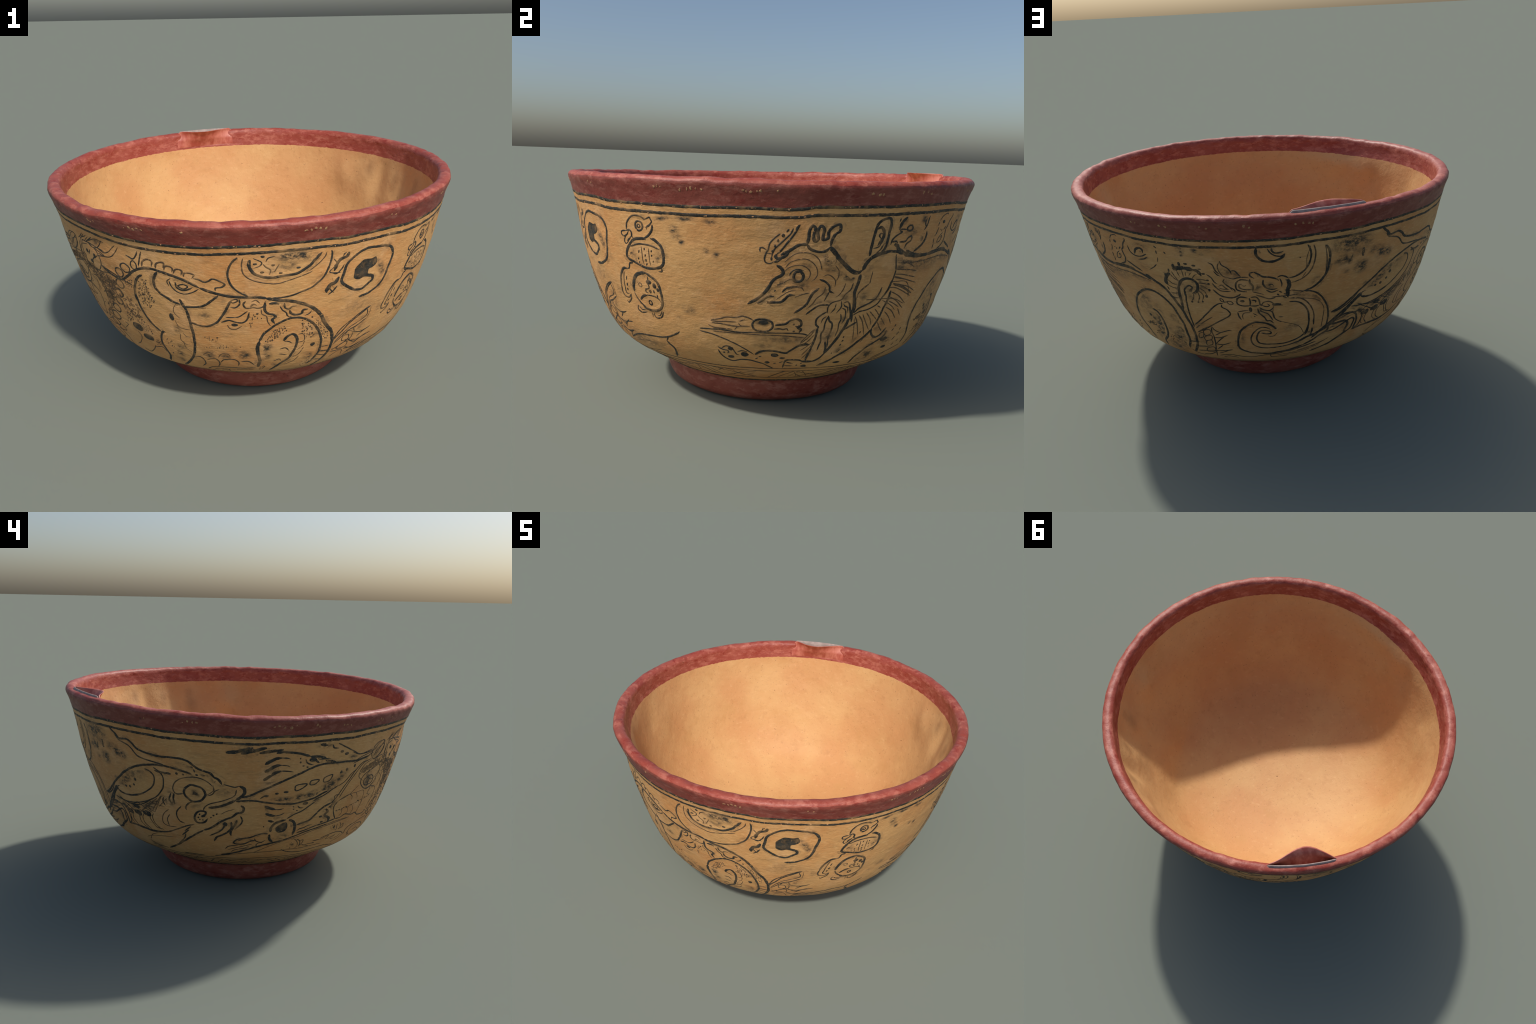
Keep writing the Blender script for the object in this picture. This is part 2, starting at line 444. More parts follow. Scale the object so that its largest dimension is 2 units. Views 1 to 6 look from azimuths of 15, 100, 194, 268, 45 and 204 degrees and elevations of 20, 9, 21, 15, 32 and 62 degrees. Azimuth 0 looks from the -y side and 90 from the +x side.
MOTIFS = {}
MOTIFS["coiled_serpent"] = [
    ("line", 11, [(331.3, 0.780), (333.8, 0.753), (336.4, 0.742), (338.6, 0.739), (341.3, 0.766), (344.2, 0.803), (347.3, 0.823), (349.7, 0.826), (351.9, 0.822), (355.3, 0.809), (358.5, 0.791), (362.3, 0.760)]),
    ("loop", 4.0, [(322.8, 0.843), (323.9, 0.872), (325.3, 0.872), (327.0, 0.873), (328.5, 0.861), (330.3, 0.847), (331.3, 0.824), (331.5, 0.800), (330.7, 0.774), (329.0, 0.745), (327.5, 0.739), (325.9, 0.741), (323.9, 0.755), (323.6, 0.783), (323.0, 0.806), (322.8, 0.830)]),
    ("blot", 0, [(325.4, 0.827), (0.65, 0.0108)]),
    ("blot", 0, [(329.0, 0.817), (0.64, 0.0128)]),
    ("blot", 0, [(326.6, 0.781), (0.84, 0.0103)]),
    ("line", 4.0, [(331.7, 0.859), (334.0, 0.851), (336.0, 0.863), (337.7, 0.886), (339.0, 0.902)]),
    ("line", 4.0, [(331.3, 0.839), (334.0, 0.833), (336.4, 0.841), (338.2, 0.862), (340.1, 0.897)]),
    ("line", 4.0, [(327.1, 0.870), (329.0, 0.857), (331.3, 0.866), (333.1, 0.891), (333.8, 0.908)]),
    ("line", 3.3, [(325.4, 0.876), (327.6, 0.901)]),
    ("line", 4.6, [(325.8, 0.871), (327.6, 0.888), (329.6, 0.907)]),
    ("line", 4.0, [(307.6, 0.836), (313.9, 0.847), (315.8, 0.870), (318.5, 0.886), (319.3, 0.874), (317.3, 0.849), (315.2, 0.813)]),
    ("line", 3.3, [(318.6, 0.868), (319.9, 0.855), (319.2, 0.826), (315.8, 0.786)]),
    ("line", 4.0, [(321.5, 0.874), (323.1, 0.887), (324.9, 0.910)]),
    ("line", 3.3, [(322.6, 0.873), (325.4, 0.906)]),
    ("line", 4.0, [(321.4, 0.861), (321.4, 0.837), (321.0, 0.806), (321.4, 0.789)]),
    ("line", 4.6, [(304.5, 0.793), (313.6, 0.831)]),
    ("line", 3.3, [(315.3, 0.784), (318.4, 0.800), (320.8, 0.802)]),
    ("loop", 3.3, [(313.4, 0.716), (320.1, 0.762), (322.0, 0.748), (321.3, 0.711), (318.7, 0.673), (316.6, 0.671), (314.0, 0.691)]),
    ("line", 5.9, [(314.0, 0.691), (315.4, 0.678), (315.3, 0.653), (315.5, 0.631)]),
    ("thin", 3.0, [(322.3, 0.730), (324.6, 0.704), (326.8, 0.671), (327.8, 0.627), (326.8, 0.569)]),
    ("thin", 3.0, [(321.9, 0.690), (324.3, 0.665), (324.4, 0.634), (323.6, 0.608)]),
    ("line", 3.0, [(314.9, 0.615), (318.3, 0.617), (317.6, 0.580), (319.4, 0.569)]),
    ("cells130", 19, [(323.6, 0.767), (329.9, 0.750), (335.7, 0.717), (330.8, 0.594), (327.5, 0.576), (327.3, 0.632), (325.6, 0.709), (322.4, 0.741)]),
    ("cells40", 18, [(315.0, 0.779), (323.8, 0.807), (323.4, 0.762), (322.1, 0.742), (320.6, 0.755), (313.0, 0.728)]),
    ("ring", 6, [(338.4, 0.774), (1.39, 0.0229)]),
    ("ring", 6, [(341.2, 0.806), (1.58, 0.0217)]),
    ("ring", 5, [(344.4, 0.829), (0.98, 0.0192)]),
    ("line", 6, [(342.4, 0.869), (343.4, 0.864), (344.6, 0.858), (345.7, 0.876), (346.4, 0.898)]),
    ("line", 6, [(347.6, 0.899), (346.7, 0.864), (346.0, 0.828)]),
    ("thin", 8, [(347.1, 0.831), (347.5, 0.855), (349.0, 0.868), (350.3, 0.862), (350.0, 0.838)]),
    ("thin", 8, [(351.1, 0.832), (351.5, 0.853), (352.6, 0.863), (353.7, 0.861), (353.3, 0.840)]),
    ("thin", 8, [(353.5, 0.829), (353.9, 0.847), (355.1, 0.850), (355.9, 0.842), (355.6, 0.824)]),
    ("thin", 8, [(355.9, 0.819), (356.6, 0.838), (357.7, 0.840), (358.3, 0.832), (357.9, 0.814)]),
    ("thin", 8, [(358.5, 0.809), (358.8, 0.824), (360.3, 0.826), (361.2, 0.819), (360.6, 0.803)]),
    ("ring", 6, [(337.0, 0.710), (1.46, 0.0235)]),
    ("ring", 6, [(335.0, 0.653), (1.46, 0.0233)]),
    ("line", 10, [(346.6, 0.789), (345.2, 0.776), (344.0, 0.753), (343.0, 0.720), (342.3, 0.685), (341.9, 0.642)]),
    ("dots28", 6, [(339.4, 0.733), (342.6, 0.755), (341.4, 0.698), (339.4, 0.713)]),
    ("dots30", 7, [(344.8, 0.756), (346.3, 0.770), (348.1, 0.766), (346.7, 0.664), (343.0, 0.657)]),
    ("cells60", 19, [(332.7, 0.709), (335.6, 0.722), (331.0, 0.596), (325.1, 0.482), (321.9, 0.455)]),
    ("ring", 6, [(335.1, 0.652), (1.45, 0.0209)]),
    ("ring", 6, [(333.6, 0.603), (1.57, 0.0202)]),
    ("ring", 6, [(330.5, 0.547), (1.74, 0.0232)]),
    ("ring", 6, [(328.2, 0.493), (1.92, 0.0253)]),
    ("ring", 5, [(325.6, 0.443), (2.11, 0.0237)]),
    ("line", 10, [(343.2, 0.733), (342.5, 0.700), (342.3, 0.656), (342.6, 0.615), (343.4, 0.570), (345.1, 0.522), (347.4, 0.488)]),
    ("line", 10, [(348.8, 0.490), (348.1, 0.491), (347.1, 0.470), (346.3, 0.439), (346.1, 0.406), (346.5, 0.370), (346.6, 0.333), (344.4, 0.278)]),
    ("dots50", 7, [(344.1, 0.716), (346.9, 0.746), (347.7, 0.696), (348.5, 0.662), (346.5, 0.621), (344.6, 0.624), (343.3, 0.660)]),
    ("dots60", 7, [(335.3, 0.582), (339.1, 0.583), (341.2, 0.538), (343.7, 0.490), (343.8, 0.456), (340.7, 0.465), (338.7, 0.523), (333.5, 0.485)]),
    ("dots8", 7, [(348.3, 0.455), (349.9, 0.458), (350.5, 0.404), (348.3, 0.346), (347.4, 0.399)]),
    ("dots12", 7, [(343.8, 0.428), (345.5, 0.420), (346.0, 0.401), (343.1, 0.388)]),
    ("dots14", 5, [(358.9, 0.431), (368.0, 0.462), (372.3, 0.448), (368.6, 0.435)]),
    ("dots10", 6, [(0.7, 0.504), (5.0, 0.504), (5.5, 0.475), (1.3, 0.472)]),
    ("blot", 0, [(337.8, 0.473), (2.48, 0.0250)]),
    ("blot", 0, [(340.9, 0.426), (2.21, 0.0215)]),
    ("blot", 0, [(352.6, 0.591), (0.79, 0.0213)]),
    ("thin", 3, [(355.0, 0.667), (353.9, 0.641), (353.8, 0.617), (354.5, 0.602), (355.3, 0.590)]),
    ("thin", 3, [(353.4, 0.574), (354.1, 0.543), (355.5, 0.533), (357.5, 0.532)]),
    ("thin", 3, [(354.0, 0.499), (353.6, 0.463), (354.9, 0.440), (356.9, 0.436)]),
    ("thin", 3, [(354.9, 0.505), (355.7, 0.488), (357.1, 0.488)]),
    ("thin", 3, [(354.3, 0.454), (354.5, 0.414), (356.0, 0.394)]),
    ("line", 3.0, [(331.7, 0.471), (333.0, 0.463), (330.2, 0.427)]),
    ("line", 3.3, [(336.7, 0.440), (337.6, 0.417), (335.1, 0.365), (331.9, 0.332)]),
    ("line", 4, [(334.6, 0.317), (336.9, 0.307), (340.2, 0.342), (342.3, 0.379)]),
    ("line", 4, [(341.9, 0.369), (345.1, 0.381), (346.5, 0.352)]),
    ("line", 4.0, [(320.0, 0.427), (324.5, 0.448), (326.0, 0.418), (327.1, 0.384), (328.3, 0.349), (327.2, 0.287)]),
    ("thin", 3.0, [(314.2, 0.346), (316.7, 0.324), (319.1, 0.304)]),
    ("line", 11, [(356.3, 0.694), (356.9, 0.669), (357.5, 0.643), (357.9, 0.600), (358.1, 0.547), (358.1, 0.487), (357.5, 0.427), (356.3, 0.373), (353.8, 0.321), (349.7, 0.263)]),
    ("line", 5, [(356.5, 0.365), (358.3, 0.365), (359.3, 0.340), (359.0, 0.313), (357.5, 0.291)]),
    ("line", 5, [(0.3, 0.350), (2.8, 0.365), (4.0, 0.346), (4.0, 0.321), (3.2, 0.303)]),
    ("line", 5, [(4.6, 0.340), (6.0, 0.361), (9.1, 0.364), (10.3, 0.344), (10.1, 0.318)]),
    ("line", 5, [(11.2, 0.352), (13.5, 0.352), (15.2, 0.324)]),
    ("line", 5, [(358.8, 0.267), (361.1, 0.290), (366.4, 0.300), (371.7, 0.296), (375.5, 0.299)]),
    ("thin", 4, [(359.9, 0.247), (362.7, 0.279), (366.1, 0.280), (366.8, 0.260)]),
    ("thin", 4, [(3.6, 0.260), (7.2, 0.282), (11.6, 0.279), (15.0, 0.283)]),
    ("thin", 4, [(4.2, 0.374), (5.4, 0.398), (7.4, 0.400), (8.0, 0.384)]),
    ("thin", 4, [(359.4, 0.382), (361.3, 0.403), (362.8, 0.394)]),
    ("line", 12, [(2.3, 0.760), (4.2, 0.749), (6.7, 0.734), (9.6, 0.724), (13.2, 0.718), (16.7, 0.717), (19.0, 0.710)]),
    ("line", 11, [(351.4, 0.816), (350.3, 0.792), (349.8, 0.766), (349.9, 0.738), (350.9, 0.711), (352.9, 0.691), (354.5, 0.675), (356.3, 0.668)]),
    ("line", 9, [(357.2, 0.657), (359.8, 0.660), (362.4, 0.670), (364.7, 0.697), (366.8, 0.727)]),
    ("line", 9, [(358.1, 0.576), (360.6, 0.564), (362.9, 0.563), (365.4, 0.585), (367.0, 0.619), (368.2, 0.650), (369.0, 0.677), (369.7, 0.703)]),
    ("line", 7, [(1.0, 0.804), (2.3, 0.800), (3.7, 0.789), (4.8, 0.796), (5.8, 0.806), (7.5, 0.795), (8.6, 0.782), (7.8, 0.768), (6.3, 0.763), (6.2, 0.749)]),
    ("line", 5, [(354.4, 0.781), (354.8, 0.754), (356.1, 0.731), (358.1, 0.724), (360.5, 0.738), (362.1, 0.756)]),
    ("line", 7, [(356.0, 0.778), (356.2, 0.753), (357.5, 0.742), (359.2, 0.748), (360.5, 0.760)]),
    ("loop", 5, [(356.6, 0.761), (358.1, 0.771), (359.2, 0.761), (357.9, 0.749)]),
    ("line", 4, [(354.9, 0.794), (353.8, 0.779), (354.1, 0.755)]),
    ("line", 5, [(8.1, 0.617), (10.0, 0.615), (11.7, 0.621), (14.0, 0.651)]),
    ("line", 7, [(6.8, 0.588), (8.9, 0.600), (10.7, 0.591), (12.4, 0.588), (13.6, 0.604), (14.3, 0.644)]),
    ("thin", 5, [(8.3, 0.574), (9.0, 0.555), (10.6, 0.553), (12.2, 0.570)]),
    ("blot", 0, [(10.3, 0.576), (0.94, 0.0085)]),
    ("line", 6, [(11.9, 0.710), (11.9, 0.684), (10.8, 0.667), (9.5, 0.668)]),
    ("loop", 6, [(9.9, 0.703), (11.2, 0.710), (11.4, 0.700), (10.1, 0.692)]),
    ("line", 7, [(13.5, 0.700), (12.9, 0.684), (13.4, 0.666), (14.5, 0.665), (15.3, 0.669), (16.6, 0.663), (17.9, 0.671), (18.4, 0.697)]),
    ("line", 8, [(14.6, 0.671), (15.4, 0.685), (16.3, 0.679)]),
    ("line", 5, [(14.9, 0.696), (16.0, 0.704), (17.0, 0.688)]),
    ("line", 10, [(18.4, 0.687), (18.2, 0.655), (19.0, 0.634), (20.4, 0.626), (21.0, 0.613), (20.2, 0.599), (20.9, 0.577)]),
    ("thin", 5, [(17.3, 0.656), (17.6, 0.632), (18.7, 0.618), (19.0, 0.590), (19.8, 0.565)]),
    ("dots12", 9, [(14.0, 0.628), (16.3, 0.637), (17.9, 0.598), (14.9, 0.576), (14.2, 0.552)]),
    ("line", 12, [(19.3, 0.683), (20.6, 0.685), (21.9, 0.679)]),
    ("line", 5, [(22.1, 0.666), (22.8, 0.645), (23.8, 0.630), (24.2, 0.613), (25.8, 0.601)]),
    ("line", 8, [(23.2, 0.682), (23.4, 0.657), (24.5, 0.649), (25.2, 0.660), (26.5, 0.661)]),
    ("line", 9, [(24.6, 0.642), (25.1, 0.624), (26.5, 0.614), (27.9, 0.618), (28.2, 0.634), (29.5, 0.637)]),
    ("line", 5, [(28.8, 0.605), (30.0, 0.612), (30.6, 0.627)]),
    ("line", 14, [(18.5, 0.711), (21.4, 0.698), (24.3, 0.691), (27.3, 0.673), (29.8, 0.651), (31.7, 0.627), (33.4, 0.595), (34.7, 0.556), (36.1, 0.523), (37.8, 0.487), (38.9, 0.441)]),
    ("line", 13, [(38.3, 0.464), (38.9, 0.432), (39.0, 0.407), (39.0, 0.370), (38.4, 0.336), (37.4, 0.307), (36.2, 0.278), (34.9, 0.244)]),
    ("line", 14, [(16.2, 0.309), (16.9, 0.354), (16.4, 0.403), (16.2, 0.444), (16.8, 0.482)]),
    ("line", 10, [(16.8, 0.482), (17.9, 0.519), (19.6, 0.546), (21.3, 0.572), (23.2, 0.589), (25.2, 0.599), (27.5, 0.597), (29.7, 0.581), (32.0, 0.546), (33.8, 0.500), (35.0, 0.451), (35.4, 0.406), (35.4, 0.373), (34.7, 0.340), (33.6, 0.309), (32.7, 0.291)]),
    ("line", 11, [(23.7, 0.473), (24.5, 0.497), (25.9, 0.509), (27.0, 0.495), (27.6, 0.464), (27.3, 0.425), (26.5, 0.386), (25.6, 0.358), (23.9, 0.333), (21.9, 0.300), (20.2, 0.269)]),
    ("line", 5, [(23.9, 0.471), (25.2, 0.466), (26.2, 0.454)]),
    ("line", 5, [(22.8, 0.426), (24.4, 0.430), (25.7, 0.407)]),
    ("line", 5, [(22.7, 0.395), (25.1, 0.385)]),
    ("line", 4, [(21.2, 0.348), (22.9, 0.359), (23.6, 0.343)]),
    ("line", 4, [(20.5, 0.325), (22.4, 0.321)]),
    ("thin", 5, [(27.7, 0.504), (29.0, 0.503), (29.7, 0.484), (29.5, 0.462), (27.9, 0.455)]),
    ("thin", 4, [(29.9, 0.461), (29.4, 0.431), (27.9, 0.410)]),
    ("thin", 4, [(29.9, 0.422), (28.6, 0.380), (26.7, 0.364)]),
    ("thin", 4, [(28.9, 0.366), (27.6, 0.337), (24.7, 0.315)]),
    ("line", 6, [(35.9, 0.404), (38.3, 0.402)]),
    ("line", 8, [(35.6, 0.374), (39.1, 0.367)]),
    ("line", 6, [(35.1, 0.351), (38.4, 0.339)]),
    ("line", 5, [(34.7, 0.320), (37.2, 0.313)]),
    ("blot", 0, [(32.6, 0.431), (0.80, 0.0124)]),
    ("dots26", 8, [(28.3, 0.582), (31.0, 0.553), (32.6, 0.486), (30.8, 0.470), (28.3, 0.521)]),
    ("dots34", 8, [(30.6, 0.599), (33.4, 0.556), (36.8, 0.486), (37.3, 0.446), (35.2, 0.462), (31.8, 0.568)]),
    ("dots36", 8, [(18.2, 0.481), (21.0, 0.544), (23.9, 0.560), (24.3, 0.531), (21.8, 0.499), (19.3, 0.468)]),
    ("dots10", 6, [(16.4, 0.291), (18.3, 0.318), (18.5, 0.306), (16.9, 0.276)]),
    ("dots8", 6, [(29.5, 0.281), (30.8, 0.326), (33.3, 0.321), (30.8, 0.281)]),
    ("line", 6, [(39.2, 0.434), (41.1, 0.489), (43.8, 0.524), (46.6, 0.553), (49.5, 0.573)]),
    ("line", 4, [(49.0, 0.561), (49.6, 0.527), (47.7, 0.505), (44.7, 0.487), (42.2, 0.455), (39.9, 0.411)]),
    ("line", 4, [(39.7, 0.400), (42.1, 0.436), (43.9, 0.462), (46.9, 0.444), (49.5, 0.432), (53.1, 0.442)]),
    ("line", 5, [(45.8, 0.471), (46.9, 0.442)]),
    ("line", 6, [(40.1, 0.362), (43.3, 0.386), (45.8, 0.412)]),
    ("loop", 4, [(42.9, 0.408), (42.8, 0.437), (44.6, 0.439), (45.1, 0.409)]),
    ("loop", 4, [(42.0, 0.361), (42.8, 0.384), (45.2, 0.393), (45.5, 0.362)]),
    ("line", 5, [(45.2, 0.405), (48.8, 0.372), (51.5, 0.389), (55.0, 0.400)]),
    ("line", 5, [(45.5, 0.353), (49.1, 0.332), (52.7, 0.349)]),
    ("line", 4, [(46.2, 0.442), (46.3, 0.419), (45.6, 0.390)]),
    ("line", 4, [(39.9, 0.352), (43.2, 0.348), (44.8, 0.353)]),
    ("thin", 3, [(40.0, 0.266), (47.3, 0.284), (59.4, 0.321)]),
    ("thin", 3, [(38.8, 0.233), (47.0, 0.242), (62.8, 0.279)]),
    ("thin", 4, [(40.7, 0.309), (42.8, 0.337), (44.7, 0.340), (45.9, 0.299)]),
]
MOTIFS["moon_sign"] = [
    ("line", 8, [(12.0, 0.904), (10.6, 0.880), (9.7, 0.848), (9.5, 0.816), (10.0, 0.784), (11.1, 0.757), (12.6, 0.738), (14.4, 0.721)]),
    ("line", 8, [(34.1, 0.903), (34.4, 0.881), (34.2, 0.850), (33.6, 0.817), (32.7, 0.785), (31.4, 0.764), (29.9, 0.744), (27.7, 0.731), (25.3, 0.717), (22.6, 0.710), (19.8, 0.710)]),
    ("line", 11, [(14.8, 0.893), (14.6, 0.867), (15.1, 0.844), (16.1, 0.826), (17.9, 0.813), (20.0, 0.808), (22.7, 0.813), (25.5, 0.816), (27.6, 0.832), (29.1, 0.852), (30.5, 0.880), (31.7, 0.900)]),
    ("thin", 5, [(13.2, 0.899), (12.9, 0.868), (13.2, 0.833), (14.3, 0.810), (16.1, 0.794), (18.5, 0.783), (21.3, 0.779), (24.0, 0.790), (26.6, 0.802), (28.9, 0.815), (29.7, 0.822)]),
    ("thin", 5, [(28.9, 0.824), (31.3, 0.855), (32.6, 0.880), (32.9, 0.899)]),
    ("line", 4, [(15.6, 0.898), (17.1, 0.885), (17.6, 0.876), (17.1, 0.863), (15.7, 0.855)]),
    ("line", 5, [(17.9, 0.870), (18.5, 0.858), (19.6, 0.843), (19.4, 0.823)]),
    ("line", 4, [(18.5, 0.881), (19.1, 0.897), (20.7, 0.904)]),
    ("line", 4, [(20.5, 0.833), (21.6, 0.866)]),
    ("blot", 0, [(16.0, 0.873), (0.53, 0.0051)]),
    ("blot", 0, [(17.6, 0.834), (0.54, 0.0052)]),
    ("blot", 0, [(20.2, 0.864), (0.47, 0.0051)]),
    ("blot", 0, [(22.0, 0.827), (0.51, 0.0052)]),
    ("blot", 0, [(26.2, 0.844), (0.59, 0.0046)]),
    ("blot", 0, [(17.8, 0.904), (0.55, 0.0056)]),
    ("line", 13, [(39.0, 0.880), (38.5, 0.863), (36.9, 0.854), (35.9, 0.833), (35.3, 0.806)]),
    ("line", 6, [(35.0, 0.797), (36.2, 0.791), (37.3, 0.806), (38.0, 0.827)]),
    ("line", 15, [(37.0, 0.773), (36.1, 0.750), (34.8, 0.742), (34.1, 0.719), (34.1, 0.705)]),
    ("line", 7, [(34.7, 0.694), (35.9, 0.710), (36.8, 0.732)]),
    ("line", 4, [(38.2, 0.882), (37.3, 0.867)]),
]
MOTIFS["spiral_sign"] = [
    ("line", 11, [(47.2, 0.746), (47.7, 0.724), (46.6, 0.707), (44.8, 0.688), (42.8, 0.689), (40.6, 0.708), (37.9, 0.746), (38.2, 0.783), (38.9, 0.826), (40.9, 0.856), (43.8, 0.878), (46.6, 0.875), (50.3, 0.866), (52.5, 0.851), (53.7, 0.816), (53.0, 0.765), (52.4, 0.724), (51.4, 0.689), (49.2, 0.664), (46.6, 0.651), (44.2, 0.649)]),
    ("fill", 0, [(42.1, 0.743), (41.2, 0.760), (41.2, 0.789), (42.4, 0.814), (43.8, 0.829), (46.1, 0.824), (47.8, 0.825), (48.2, 0.799), (46.9, 0.783), (45.6, 0.776), (45.5, 0.759), (47.1, 0.748), (47.2, 0.735), (44.8, 0.745), (43.2, 0.739)]),
    ("line", 4, [(35.0, 0.861), (35.9, 0.836), (34.2, 0.804), (37.4, 0.791)]),
    ("line", 4, [(37.6, 0.879), (37.4, 0.852)]),
    ("line", 5, [(36.3, 0.760), (34.8, 0.727), (36.1, 0.699)]),
]
